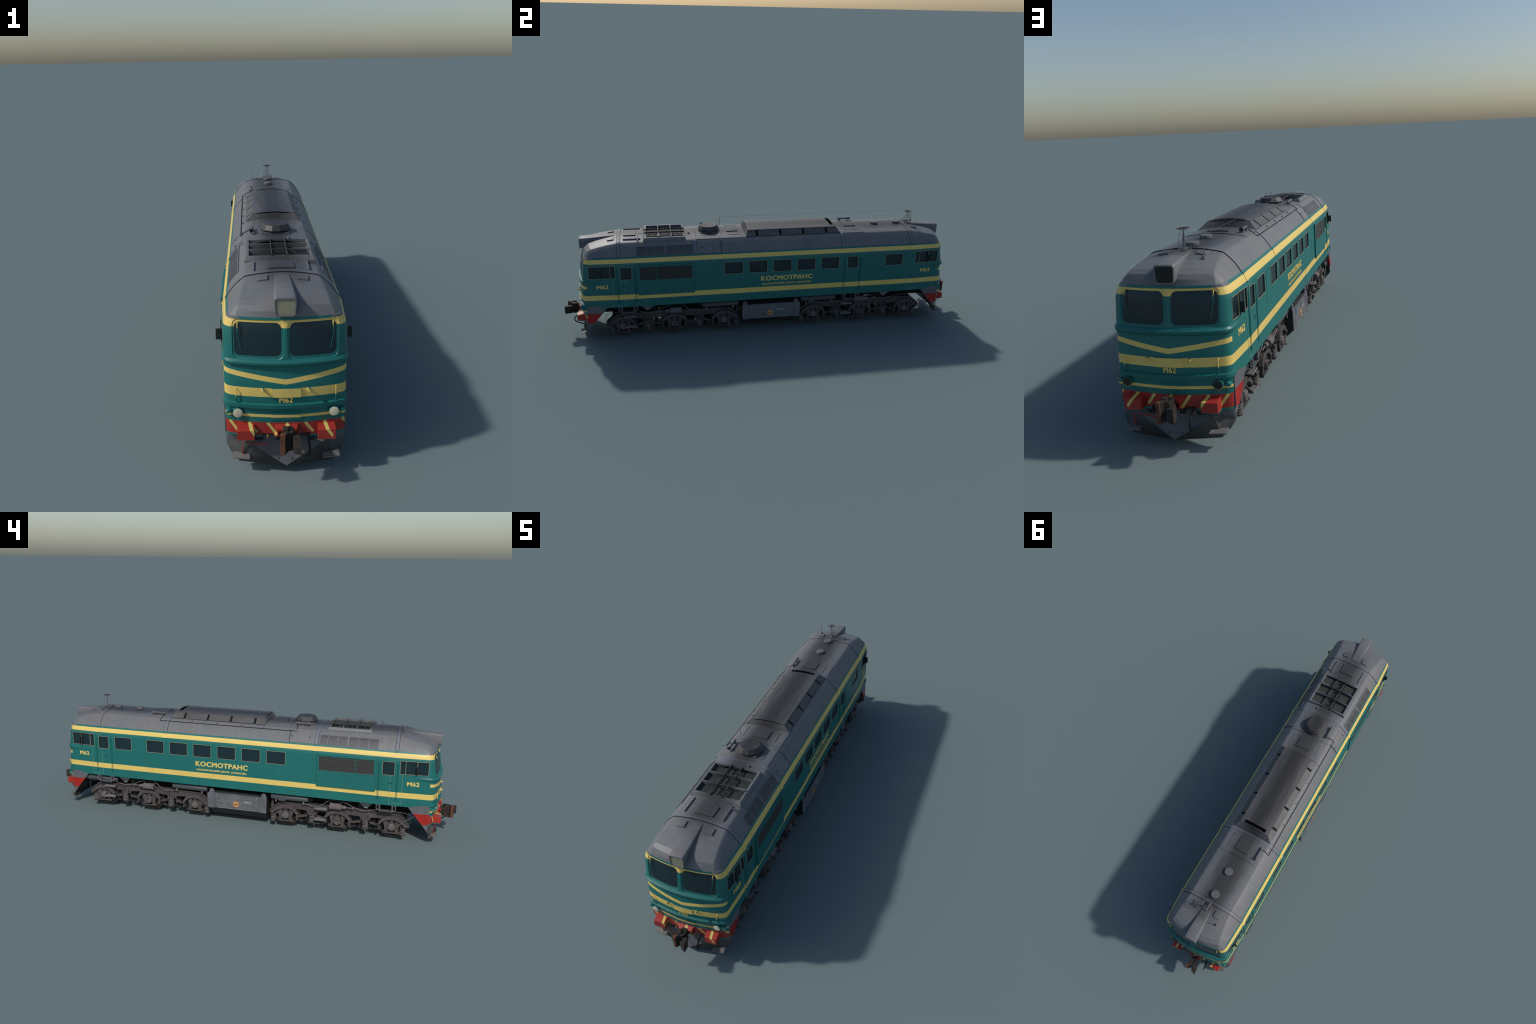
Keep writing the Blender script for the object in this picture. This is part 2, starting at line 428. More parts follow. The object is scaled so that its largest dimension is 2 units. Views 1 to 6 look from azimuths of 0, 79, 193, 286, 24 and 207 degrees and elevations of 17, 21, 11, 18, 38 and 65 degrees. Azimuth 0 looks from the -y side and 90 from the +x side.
for s in (-1, 1):
    for e in (-1, 1):
        # dark quarter-light post with the mirror arm
        g = G(); g.box(s * (W - .0090), s * (W + .0000), e * .8080, e * .8120, .329, .3900)
        for z in (.342, .362): g.box(s * .1560, s * .1700, e * .8090, e * .8110, z - .002, z + .002)
        g.box(s * .1655, s * .1795, e * .8140, e * .8185, .338, .368)
        g.obj('mirror', M_MIRROR, None, bevel=.0006)

# doors, hand rails in dark recesses, ghost outlines, door steps
def door(s, yc):
    g = G(); x0, x1 = s * (W - .003), s * (W + .0005)
    g.prism([(y, z) for y, z in rrect(yc - .034, yc + .034, .190, .319, .012) if z < .3] + [(yc + .034, .3195), (yc - .034, .3195)][::1], 0, x0, x1)
    g.box(x0, x1, yc - .034, yc - .0275, .3195, .3825); g.box(x0, x1, yc + .0275, yc + .034, .3195, .3825); g.box(x0, x1, yc - .034, yc + .034, .3825, .3885)
    d = g.obj('door', M_BODY)
    g = G(); g.tube([(s * (W + .001), yc - .02, .288), (s * (W + .004), yc - .018, .287), (s * (W + .004), yc - .006, .284), (s * (W + .001), yc - .004, .286)], .0013, 6)
    g.obj('door_handle', M_DGREEN, d)
    for e in (-1, 1):
        g = G(); ya = yc + e * .0408
        side_box(g, s, ya - .0042, ya + .0042, .203, .375, .0007); g.obj('handrail_recess', M_DGREEN if True else M_BODY, d)
        g = G(); g.tube([(s * (W + z_), ya - .0015, z) for z_, z in ((.0, .207), (.0014, .209), (.0014, .370), (.0, .372))], .0014, 6)
        g.tube([(s * (W + .0008), ya + .0022, .206), (s * (W + .0008), ya + .0022, .373)], .0011, 6)
        g.obj('handrail', M_BODY, d)
    # hanging step below the sill
    g = G()
    for e in (-1, 1):
        g.box(s * .150, s * .166, yc + e * .0285 - .0035, yc + e * .0285 + .0035, .150, .180)
        g.box(s * .152, s * .166, yc + e * .045, yc + e * .030, .1755, .1800)
    g.box(s * .146, s * .167, yc - .032, yc + .032, .147, .1515)
    st = g.obj('sill_step', M_SILL, None)
    g = G()
    for e in (-1, 1):
        g.tube(smoothpath([(s * .163, yc + e * .0425, .179), (s * .163, yc + e * .0425, .162), (s * .163, yc + e * .039, .1545), (s * .163, yc + e * .032, .153)], 4), .0018, 6)
    g.obj('sill_step_rail', M_STEP, st)

for y0, s in ((-.692, -1), (-.692, 1), (.6915, -1), (.4125, 1)): door(s, y0)
g = G()
for s in (-1, 1):
    for e in (-1, 1):
        a, b, t = .7015, .7562, .0010
        for y0, y1, z0, z1 in ((a, a + t, .190, .320), (a, a + t, .382, .391), (b - t, b, .190, .329), (a, b, .190, .190 + t), (a, b, .391 - t, .391)):
            side_box(g, s, e * y0, e * y1, z0, z1, .0007)
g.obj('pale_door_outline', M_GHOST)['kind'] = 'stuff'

# embossed access panels
for s, y0, y1, z0, z1 in ((-1, .4725, .520, .283, .386), (1, .4725, .522, .281, .387), (-1, -.349, -.292, .299, .340), (-1, -.236, -.130, .208, .260),
                          (1, -.349, -.292, .299, .340), (1, -.236, -.130, .208, .260)):
    g = G(); g.prism(rrect(y0, y1, z0, z1, .007), 0, s * (W - .003), s * (W + .0008)); g.obj('access_panel', M_BODY)

# intake grille panel with louvres
for s in (-1, 1):
    g = G(); x0, x1 = W - .003, W + .0055
    ya, yb, za, zb = -.6395, -.3735, .2388, .3900; oa, ob, pa, pb = -.6285, -.3845, .3155, .3805
    P = lambda y0, y1, z0, z1, a=x0, b=x1: g.box(s * a, s * b, y0, y1, z0, z1)
    P(ya, yb, za, pa); P(ya, yb, pb, zb); P(ya, oa, pa, pb); P(ob, yb, pa, pb)
    P(-.5497, -.5463, pa, pb); P(-.4616, -.4604, pa, pb, x0, x1 - .002)
    P(ya + .001, yb - .001, .3835, .3865, x1 - .001, x1 + .0012)
    pn = g.obj('intake_panel', M_GREEN, None, bevel=.0008)
    g = G(); g.box(s * (W - .001), s * (W + .0010), oa, ob, pa, pb); g.obj('intake_back', M_BLACK, pn)
    g = G()
    for i in range(7):
        zc = pa + (i + .5) * (pb - pa) / 7; h = .0052
        g.prism([(s * (W + .001), zc + h - .0012), (s * (W + .0046), zc - h + .0004), (s * (W + .0046), zc - h + .0016), (s * (W + .0012), zc + h)], 1, oa, ob)
    g.obj('intake_louvre', M_LOUVRE, pn)['kind'] = 'stuff'

# belt moulding and lamp shelf wrapped round each end
def wrap(zs_d, limit, name, mat, taper=None):
    """zs_d: (z, push-out) section; limit: flank reach in |y|"""
    for sy in (1, -1):
        rings = []
        base = end_arc(zs_d[0][0])
        k0 = len(base)
        flank = [limit + (abs(base[0][1]) - limit) * t for t in (0, .25, .5, .75)]
        for z, d in zs_d:
            w = plan(z)[0]
            arc = end_arc(z, d); side = end_arc(z, d * .5)
            pts = []
            for i, f in enumerate(flank): pts.append((w + d * .55 * (i / 4) - .0004, -f))
            n = len(arc)
            for i, (p, q) in enumerate(zip(arc, side)):
                t = min(1, min(i, n - 1 - i) / 7); pts.append((q[0] + (p[0] - q[0]) * t, q[1] + (p[1] - q[1]) * t))
            for i, f in reversed(list(enumerate(flank))): pts.append((-(w + d * .55 * (i / 4) - .0004), -f))
            rings.append([(x, y * sy, z) for x, y in pts])
        m = len(rings[0])
        g = G(); g.loft([[r[i] for r in rings] for i in range(m)])
        g.obj(name, mat, None, 22)
wrap([(.2985, -.003), (.3090, .0088), (.3150, .0092), (.3200, .0030), (.3215, -.003)], .795, 'belt_moulding', M_GREEN)
wrap([(.1850, -.003), (.1890, .0070), (.1990, .0075), (.2020, -.003)], .878, 'lamp_shelf', M_GREEN)

# lower fascia, buffers, plough, end fittings : made for the front, turned for the rear where the object is turned
FASC_BACK = -.864
def fascia_prism(g, z0, z1, x0=None, x1=None):
    rings = []
    for z in (z0, z1):
        arc = end_arc(z)
        if x0 is not None: arc = [(x, front_y(x, z) if abs(x) < .14 else y) for x, y in arc if x0 <= x <= x1]
        rings.append([(x, y, z) for x, y in arc] + [(arc[-1][0], FASC_BACK, z), (arc[0][0], FASC_BACK, z)])
    g.loft(rings)

for e in (1, -1):   # e = 1 front, -1 rear (mirrored in y)
    g = G(); fascia_prism(g, .1115, .1800); fascia_prism(g, .0990, .1113, .058, 1); fascia_prism(g, .0990, .1113, -1, -.058)
    # raised centre plates
    def plate(x0, x1, z0, z1, d):
        n = 6; xs = [x0 + (x1 - x0) * i / n for i in range(n + 1)]
        g.loft([[(x, front_y(x, z0) + .004, z0), (x, front_y(x, z0) - d, z0), (x, front_y(x, z1) - d, z1), (x, front_y(x, z1) + .004, z1)] for x in xs])
    plate(-.0375, .0385, .1520, .1765, .0014)
    plate(-.0340, .0340, .1085, .1435, .0016)
    # little hood above the coupler with its side brackets
    g.loft([[(-.031, -.913, .1425), (.031, -.913, .1425), (.031, -.913, .1310), (-.031, -.913, .1310)],
            [(-.026, -.931, .1345), (.026, -.931, .1345), (.026, -.931, .1285), (-.026, -.931, .1285)]])
    for s in (-1, 1):
        g.box(s * .0200, s * .0228, -.926, -.912, .1120, .1300)
        g.prism([(-.913, .118), (-.925, .1135), (-.925, .1095), (-.913, .1095)], 0, s * .014, s * .030)
    o = (g if e == 1 else g.mirror(y=True)).obj('end_fascia', M_BODY)
    for s in (-1, 1):
        g = G(); x0, x1 = sorted((s * .0820, s * .1270))
        g.loft([[(x0, -.895, .1405), (x1, -.895, .1405), (x1, -.895, .1000), (x0, -.895, .1000)],
                [(x0, -.933, .1325), (x1, -.933, .1325), (x1, -.933, .1040), (x0, -.933, .1040)]])
        (g if e == 1 else g.mirror(y=True)).obj('buffer', M_BODY, None, bevel=.0006)
        # round marker lamp with rim, side marker, vertical rail, knob
        g = G(); xc, zc = s * .1240, .1730
        g.lathe([(.0125, -.880), (.0135, -.9075), (.0135, -.9110), (.0120, -.9112)], 1, (xc, 0, zc), 24)
        lamp = (g if e == 1 else g.mirror(y=True)).obj('marker_lamp', M_BODY)
        g = G(); g.lathe([(.0122, -.905), (.0122, -.9118), (.009, -.9126), (.002, -.9129)], 1, (xc, 0, zc), 24)
        (g if e == 1 else g.mirror(y=True)).obj('marker_lamp_lens', M_LAMP if e == 1 else M_LAMPDARK, lamp)
        g = G(); g.lathe([(.0080, -.870), (.0080, -.9020), (.0066, -.9035)], 1, (s * .1470, 0, .1700), 16)
        (g if e == 1 else g.mirror(y=True)).obj('side_marker', M_BODY)
        g = G(); yy = front_y(.128, .22)
        g.tube([(s * .128, yy + .002, .2405), (s * .128, yy - .0065, .2385), (s * .128, yy - .0065, .2060), (s * .128, yy + .002, .2030)], .0015, 6)
        (g if e == 1 else g.mirror(y=True)).obj('end_handrail', M_BODY)
        g = G(); yy = front_y(.058, .24); g.lathe([(.0040, yy + .002), (.0040, yy - .0120), (.0034, yy - .0126)], 1, (s * .058, 0, .2410), 14)
        (g if e == 1 else g.mirror(y=True)).obj('end_knob', M_BODY)
    g = G(); n = 6; xs = [-.0375 + .0755 * i / n for i in range(n + 1)]
    g.loft([[(x, front_y(x, .2205) + .004, .2198), (x, front_y(x, .2205) - .0032, .2198), (x, front_y(x, .243) - .0032, .2449), (x, front_y(x, .243) + .004, .2449)] for x in xs])
    (g if e == 1 else g.mirror(y=True)).obj('end_centre_plate', M_BODY)

    # skirts at the flanks
    for s in (-1, 1):
        g = G(); xo, th = .1672, .004
        edge = lambda z: -(.789 + (.178 - z) * .828)         # slanted rear edge of the skirt
        top = [(-.789, .1780), (-.815, .1850), (-.842, .1908), (-.882, .1930)]
        g.prism([(y, z) for y, z in top] + [(-.882, .102), (edge(.102), .102)], 0, s * (xo - th), s * xo)
        (g if e == 1 else g.mirror(y=True)).obj('end_skirt', M_SKIRT)

    # plough : flat plates.  A leaning triangular field between two creases that meet in the keel tip,
    # cheeks that continue the skirts, lower plates cut off at the corners
    T_, A_, B_, C_ = (0, -.9215, .0205), (.1050, -.9030, .0850), (.1240, -.9020, .0255), (.1450, -.8940, .0480)
    n = 9; arc = [p for p in reversed(end_arc(.1035, 0, 14, 7)[:9])]
    up = [(.1050, front_y(.105, .1035) + .002)] + [p for p in arc if p[0] > .112] + [(.1655, -.851)]
    up = [(x, y, .1035) for x, y in up]; m = len(up) - 1
    low = []
    for i, (x, y, z) in enumerate(up):
        t = i / m; low.append((A_[0] + (x - .0040 - A_[0]) * min(1, t * 1.3 + .0) if i else A_[0], min(y + .004, -.8780) if i else A_[1], .0860 - .0180 * t))
    low[-1] = (.1620, -.8800, .0680)
    vs, fs = [], []
    for sx in (1, -1):
        o = len(vs); vs += [(x * sx, y, z) for x, y, z in up + low]; k = len(up)
        for i in range(m): fs.append((o + i, o + i + 1, o + k + i + 1, o + k + i))
        q = len(vs); vs += [(x * sx, y, z) for x, y, z in [tuple(B_[c] + (C_[c] - B_[c]) * i / m for c in range(3)) for i in range(m + 1)]]
        for i in range(m): fs.append((o + k + i, o + k + i + 1, q + i + 1, q + i))
        tip = len(vs); vs.append(T_); fs.append((o + k, q, tip))
        top = len(vs); vs += [(0, -.8950, .0850), (0, -.8880, .1035)]
        fs += [(o + k, tip, top), (o, o + k, top, top + 1)]
    me = bpy.data.meshes.new('plough'); me.from_pydata([(x, y * e, z) for x, y, z in vs], [], fs); me.materials.append(M_PLOW); me.materials.append(M_PLOWL)
    for p in me.polygons:      # lower plates get a darker paint copy, shading put into the colour
        if p.center.z < .062 and sum(me.vertices[i].co.z < .05 for i in p.vertices) >= 2: p.material_index = 1
    bm = bmesh.new(); bm.from_mesh(me); bmesh.ops.remove_doubles(bm, verts=bm.verts, dist=1e-5); bmesh.ops.recalc_face_normals(bm, faces=bm.faces)
    if sum(f.normal.y * f.calc_area() for f in bm.faces) * e > 0: bmesh.ops.reverse_faces(bm, faces=bm.faces)
    bm.to_mesh(me); bm.free(); me.shade_smooth(); me.set_sharp_from_angle(angle=math.radians(16))
    po = link(bpy.data.objects.new('plough', me)); md = po.modifiers.new('Solidify', 'SOLIDIFY'); md.thickness = .0035; md.offset = -1
    g = G()
    for x0, x1, z0, z1 in ((-.084, -.060, .0855, .0960), (.058, .076, .0840, .0960), (-.026, -.011, .0840, .1000)): g.box(x0, x1, -.8975 - abs(x0 + x1) * .5 * .08, -.882, z0, z1)
    for x0 in (-.021, .015): g.prism([(-.900, .050), (-.9170, .0400), (-.9170, .0340), (-.900, .032)], 0, x0, x0 + .0016)
    (g if e == 1 else g.mirror(y=True)).obj('plough_opening', M_BLACK, po)
    # dark pocket behind the coupler
    g = G(); g.box(-.057, .057, -.8870, -.850, .101, .1150); (g if e == 1 else g.mirror(y=True)).obj('draft_gear_pocket', M_BLACK)
    # foot steps
    for s in (-1, 1):
        g = G()
        x0, x1 = s * .0955, s * .1435
        g.loft([[(x0, -.890, .0505), (x1, -.884, .0505), (x1, -.884, .0475), (x0, -.890, .0475)],
                [(x0, -.924, .0455), (x1, -.917, .0455), (x1, -.917, .0425), (x0, -.924, .0425)]])
        for xx in (s * .104, s * .134): g.prism([(-.885, .046), (-.912, .0445), (-.885, .030)], 0, xx - .001, xx + .001)
        (g if e == 1 else g.mirror(y=True)).obj('end_step', M_ESTEP)

    # fittings that turn with the end (coupler, hose, red uncoupling rod)
    R = 0 if e == 1 else PI
    g = G()
    g.box(-.0100, .0122, -.944, -.880, .1090, .1370)
    # knuckle head: body, long outer prong with an inward barb, short rusty guard arm
    g.prism([(-.0105, -.942), (.0125, -.935), (.0205, -.953), (.0139, -.968), (.0119, -.970), (.0030, -.973), (-.0113, -.968)], 2, .0970, .1480)
    g.prism([(.0125, -.941), (.0217, -.953), (.0327, -.973), (.0346, -.9999), (.0128, -.989), (.0176, -.981), (.0119, -.966)], 2, .1015, .1390)
    g.prism([(-.0100, -.950), (-.0113, -.966), (-.0176, -.973), (-.0180, -.985), (-.0065, -.987), (-.0040, -.980), (.0030, -.972), (.0000, -.955)], 2, .0945, .1500)
    g.prism([(-.0100, -.946), (.0010, -.946), (.0040, -.962), (-.0100, -.966)], 2, .1470, .1530)
    c = g.obj('coupler', M_COUP, None, bevel=.0007); c.rotation_euler = (0, 0, R)
    g = G(); g.prism([(.0040, -.946), (.0115, -.944), (.0160, -.954), (.0110, -.963), (.0060, -.960)], 2, .1460, .1486)
    c2 = g.obj('coupler_pocket', M_BLACK, c)
    g = G(); g.tube(smoothpath([(.0560, -.905, .1100), (.0565, -.925, .1060), (.0580, -.946, .0970), (.0580, -.954, .0840), (.0555, -.949, .0690), (.0500, -.930, .0560), (.0430, -.913, .0470), (.0380, -.899, .0430)], 6), .0028, 8)
    h = g.obj('air_hose', M_BLACK); h.rotation_euler = (0, 0, R)
    g = G(); g.box(.054, .0595, -.918, -.908, .094, .103); g.tube([(.0565, -.909, .118), (.0565, -.911, .100)], .0022, 6)
    h = g.obj('hose_valve', M_HOSE); h.rotation_euler = (0, 0, R)
    g = G(); g.tube([(-.1135, -.905, .048), (-.1140, -.908, .078), (-.1132, -.910, .0835), (-.1090, -.911, .0855), (-.050, -.922, .0835)], .0016, 6)
    g.tube([(.0565, -.912, .116), (.0565, -.913, .103)], .0014, 6)
    h = g.obj('uncoupling_rod', M_REDP); h.rotation_euler = (0, 0, R)
    g = G(); g.lathe([(.0005, .1085), (.0032, .1065), (.0036, .103), (.002, .0985)], 2, (-.048, -.912, 0), 10)
    h = g.obj('brass_valve', M_BRASS); h.rotation_euler = (0, 0, R)
    g = G(); g.tube([(.072, -.905, .0885), (.10, -.914, .0875), (.118, -.918, .0880), (.121, -.916, .0925)], .0010, 6)
    g.tube([(-.072, -.905, .0885), (-.10, -.914, .0875), (-.121, -.918, .0880)], .0010, 6)
    h = g.obj('end_lever', M_HOSE); h.rotation_euler = (0, 0, R)

# --------------------------------------------------------------------------------------------
#  roof
# --------------------------------------------------------------------------------------------
EAVE, SHO = (.1497, .4270), (.1000, .4825)
PROF = [(.1497, .4270), (.1415, .4405), (.1310, .4548), (.1200, .4660), (.1090, .4758), (.1040, .4800), (.0985, .4826), (.080, .4862), (.060, .4890), (.040, .4915), (.020, .4930), (.0, .4936)]
def roof_z(x): return interp([(a, b) for a, b in reversed(PROF)], abs(x))[0]
# nose stations: (middle y, z) (shoulder x, y, z) (eave x, y, z)
NOSE = [((.722, .4936), (.0985, .722, .4826), (.1497, .722, .4270)), ((.780, .4856), (.1025, .772, .4752), (.1497, .770, .4268)),
        ((.830, .4762), (.1085, .818, .4672), (.1495, .810, .4265)), ((.866, .4672), (.1130, .848, .4600), (.1490, .838, .4260)),
        ((.884, .4560), (.1165, .8640, .4510), (.1500, .852, .4250)), ((.8925, .4430), (.1210, .8710, .4400), (.1505, .8620, .4225)),
        ((.8950, .4275), (.1250, .8790, .4270), (.1480, .8700, .4208))]
KS = 6       # index of the shoulder in PROF
def nose_section(st, e):
    (ym, zm), (xs, ys, zs_), (xe, ye, ze) = st; half = []
    x_e, z_e = PROF[0]; x_s, z_s = PROF[KS]
    for i, (x, z) in enumerate(PROF):
        if i <= KS:
            t = i / KS
            fx = (x_e - x) / (x_e - x_s); fz = (z - z_e) / (z_s - z_e)
            half.append((xe + (xs - xe) * fx, ye + (ys - ye) * t, ze + (zs_ - ze) * fz))
        else:
            u = x / x_s; k = (z - z_s) / (.4936 - z_s)
            half.append((xs * u, ys + (ym - ys) * (1 - u * u), zs_ + (zm - zs_) * k))
    left = [(-x, y, z) for x, y, z in half[:-1]]
    pts = half + list(reversed(left))
    return [(x, y * e, z) for x, y, z in pts]

def refine(stations, k=3):
    """Catmull-Rom between the hand-placed stations"""
    flat = [tuple(a for part in st for a in part) for st in stations]; out = []
    ext = [tuple(2 * a - b for a, b in zip(flat[0], flat[1]))] + flat + [tuple(2 * a - b for a, b in zip(flat[-1], flat[-2]))]
    for i in range(1, len(ext) - 2):
        for j in range(k):
            t = j / k
            out.append(tuple(.5 * (2 * b + (c - a) * t + (2 * a - 5 * b + 4 * c - d) * t * t + (3 * b - a - 3 * c + d) * t ** 3) for a, b, c, d in zip(*ext[i - 1:i + 3])))
    out.append(flat[-1])
    return [((f[0], f[1]), f[2:5], f[5:8]) for f in out]

ST = NOSE
secs = [nose_section(s, -1) for s in reversed(ST)] + [nose_section(s, 1) for s in ST]
g = G(); n = len(secs[0])
rings = [sec + [(-.9 * abs(sec[-1][0]), sec[-1][1] * .985, .4180), (.9 * abs(sec[0][0]), sec[0][1] * .985, .4180)] for sec in secs]
g.loft(rings)
roof = g.obj('roof', M_ROOF, None, 12.5)
# radiator well
GR = dict(x=.0893, y0=-.5905, y1=-.4175)
c = G().box(-GR['x'], GR['x'], GR['y0'], GR['y1'], .4825, .60).obj('well_cutter', M_ROOF)
md = roof.modifiers.new('Well', 'BOOLEAN'); md.operation = 'DIFFERENCE'; md.solver = 'EXACT'; md.object = c
apply(roof); roof.data.set_sharp_from_angle(angle=math.radians(12.5)); kill(c)

def prof_pts(x0, x1, side=0, n=1):
    """roof section points between two distances from the middle (outer first); side=+-1 one flank, 0 across the top"""
    xs = sorted({a for a, _ in PROF if min(x0, x1) < a < max(x0, x1)} | {x0, x1}, reverse=True)
    if side: return [(side * x, roof_z(x)) for x in xs]
    return [(x, roof_z(x)) for x in xs if x >= 0] + [(-x, roof_z(x)) for x in reversed(xs) if x > 0]
def offset(pts, d):
    out = []
    for i, p in enumerate(pts):
        a, b = Vector(pts[max(0, i - 1)]), Vector(pts[min(len(pts) - 1, i + 1)])
        t = (b - a).normalized(); nrm = Vector((t.y, -t.x))
        if nrm.y < 0: nrm = -nrm
        out.append((p[0] + nrm.x * d, p[1] + nrm.y * d))
    return out
def conform(g, y0, y1, pts, d1, d0=-.002):
    a, b = offset(pts, d0), offset(pts, d1); loop = b + list(reversed(a))
    g.loft([[(x, y0, z) for x, z in loop], [(x, y1, z) for x, z in loop]])

# joint ribs that wrap over roof and eave bands
EAVEP = [(.1640, .4025), (.1546, .4205)]
def full(extra=True):
    h = ([(.1664, .3975)] + EAVEP if extra else []) + [(a, b) for a, b in PROF]
    return h + [(-x, z) for x, z in reversed(h[:-1])]
for yc, wd in ((-.7215, .0135), (-.3650, .0150), (.3665, .0140), (.7220, .0135)):
    g = G(); conform(g, yc - wd / 2, yc + wd / 2, prof_pts(.1495, 0), .0020); r = g.obj('roof_joint', M_RSEAM)
    g = G()
    for d in (-1, 1): conform(g, yc + d * (wd / 2 + .0002), yc + d * (wd / 2 + .0015), prof_pts(.1495, 0), .0007)
    g.obj('joint_gap', M_BDARK, r)
    g = G()
    for s in (-1, 1):
        pts = [(s * x, z) for x, z in [(.1664, .3990)] + EAVEP + [(.1500, .4268)]]
        conform(g, yc - wd / 2, yc + wd / 2, pts, .0016)
    g.obj('eave_joint', M_BODY, r)
# removable roof sheets between the shoulders
for y0, y1 in ((-.3565, -.2335), (-.2315, -.1165), (.3745, .4850)):
    g = G(); conform(g, y0, y1, prof_pts(.1000, 0), .0022); sh = g.obj('roof_sheet', M_ROOF, None, 20)
    g = G()
    for s in (-1, 1):
        ya, yb = (y0 + .027, y1 - .019) if y0 < 0 else (y0 + .0115, y1 - .015)
        conform(g, ya, yb, prof_pts(.0711, .0699, s), .0036)
        for yy in (y0 + .012, y1 - .012): g.lathe([(.003, 0), (.003, .0030), (.0018, .0034)], 2, (s * .088, yy, roof_z(.088)), 8)
    g.obj('sheet_fitting', M_FITTING, sh)
g = G(); conform(g, -.4050, -.3725, prof_pts(.1060, 0), .0016); g.obj('roof_sheet', M_ROOF, None, 20)

# hatches
def hatch(x0, x1, y0, y1, h, name='roof_hatch', zfun=roof_z):
    g = G(); n = 6; xs = [x0 + (x1 - x0) * i / n for i in range(n + 1)]
    def zz(x, y): return zfun(x) if zfun is roof_z else zfun(x, y)
    g.loft([[(x, y0, zz(x, y0) - .003), (x, y0, zz(x, y0) + h), (x, y1, zz(x, y1) + h), (x, y1, zz(x, y1) - .003)] for x in xs])
    return g.obj(name, M_ROOF, None, 20, bevel=.0008)
hatch(-.0365, .0360, -.6995, -.6420, .0045)
hatch(-.0365, .0370, -.2035, -.1490, .0060)
hatch(-.0360, .0335, .3960, .4575, .0060)
def nose_z(x, y):
    ay = abs(y); tab = [(s[0][0], s[0][1], s[1][1], s[1][2], s[1][0]) for s in ST]
    # crown height along the middle and along the shoulder, blended across
    zm = interp([(t[0], t[1]) for t in tab], ay)[0]; zs_, xs = interp([(t[2], t[3], t[4]) for t in tab], ay)
    u = min(1, abs(x) / xs); return zs_ + (zm - zs_) * (1 - u * u)
for s in (-1, 1):
    for e in (-1, 1):
        hatch(s * .0395, s * .0685, e * .7740, e * .7450, .0045, 'nose_hatch', nose_z)
g = G()
for s in (-1, 1): conform(g, -.7010, -.6190, prof_pts(.0766, .0742, s), .0058)
g.obj('roof_runner', M_RSEAM)

# louvres in the sloping roof flank
for s in (-1, 1):
    g = G(); conform(g, -.6400, -.3790, prof_pts(.1490, .1195, s), .0010); fr = g.obj('flank_louvre_frame', M_ROOF, None, 20)
    g = G(); n = 13
    for i in range(n):
        a = .1480 - i * (.1480 - .1215) / n; b = a - .0013
        conform(g, -.6380, -.3810, prof_pts(a, b, s), .0022)
    g.obj('flank_louvre', make_flat('louvre_grey', (.088, .091, .095), .1, .5) if s < 0 else bpy.data.materials['louvre_grey'], fr)['kind'] = 'stuff'
    g = G()
    for y0 in (-.6400, -.5965, -.5515, -.5060, -.4605, -.4150, -.3790):
        w = .0012 if abs(y0 + .506) > .01 else .0032
        conform(g, y0 - w, y0 + w, prof_pts(.1490, .1200, s), .0032)
    conform(g, -.6410, -.3780, prof_pts(.1215, .1195, s), .0032)
    g.obj('flank_louvre_divider', M_RSEAM, fr)
    g = G(); conform(g, -.3420, -.2405, prof_pts(.1488, .1110, s), .0014); fp = g.obj('flank_hatch', M_ROOF, None, 20)
    g = G()
    for yy in (-.333, -.250): conform(g, yy - .0018, yy + .0018, prof_pts(.1340, .1310, s), .0035)
    g.obj('flank_hatch_latch', M_BDARK, fp)
    g = G(); conform(g, -.2410, -.2385, prof_pts(.1495, .1090, s), .0018)
    g.obj('flank_joint', M_BDARK, None)
    g = G()
    for yy in (-.11, .0, .12, .245): conform(g, yy - .002, yy + .002, prof_pts(.1095, .1060, s), .0045)
    g.obj('lifting_eye', M_FITTING)

# radiator surround, walkway and core
g = G(); zt = .4985
def frame_ring(xo, yo0, yo1, z): return [(xo, yo0, z), (xo, yo1, z), (-xo, yo1, z), (-xo, yo0, z)]
g.loft([frame_ring(.1022, -.6070, -.4065, .4790), frame_ring(.1022, -.6070, -.4065, .4880), frame_ring(.0970, -.6010, -.4105, zt),
        frame_ring(.0893, -.5905, -.4175, zt), frame_ring(.0893, -.5905, -.4175, .4835)], cap=False)
g.obj('radiator_surround', M_ROOF, None, 20)
g = G()
for yy in (-.5335, -.4730): g.box(-.0890, .0890, yy - .0020, yy + .0020, .4870, .5020)
g.box(.0450, .0890, -.5385, -.5290, .4985, .5030)
cb = g.obj('radiator_cross_beam', M_ROOF)
g = G()
for s in (-1, 1): g.box(s * .0215, s * .0238, -.5990, -.4085, .4970, .5045)
for i in range(9):
    yy = -.582 + i * .0197
    if min(abs(yy + .5335), abs(yy + .4730)) > .004: g.box(-.0225, .0225, yy - .0007, yy + .0007, .4950, .4970)
g.obj('radiator_walkway', M_ROOF, cb)
g = G(); g.box(-.0890, .0890, -.5900, -.4180, .4828, .4835); rad = g.obj('radiator_core', M_RAD)
g = G()
for i in range(34):
    xx = -.086 + i * .0052
    if abs(xx) > .026: g.box(xx - .0014, xx + .0014, -.5895, -.4185, .4830, .4855)
for i in range(3):
    y0 = -.5895 + i * .058
    for k in range(9): g.box(-.020, .020, y0 + k * .0062, y0 + k * .0062 + .0028, .4830, .4852)
g.obj('radiator_fin', M_RAD, rad)['kind'] = 'stuff'
g = G()
for i in range(3):
    y0 = -.582 + i * .058; g.box(-.010, .008, y0, y0 + .016, .4830, .4870); g.box(-.006, .010, y0 + .026, y0 + .040, .4830, .4870)
g.box(-.0265, -.0235, -.590, -.418, .4830, .4865); g.box(.0235, .0265, -.590, -.418, .4830, .4865)
g.obj('radiator_header', M_BLACK, rad)
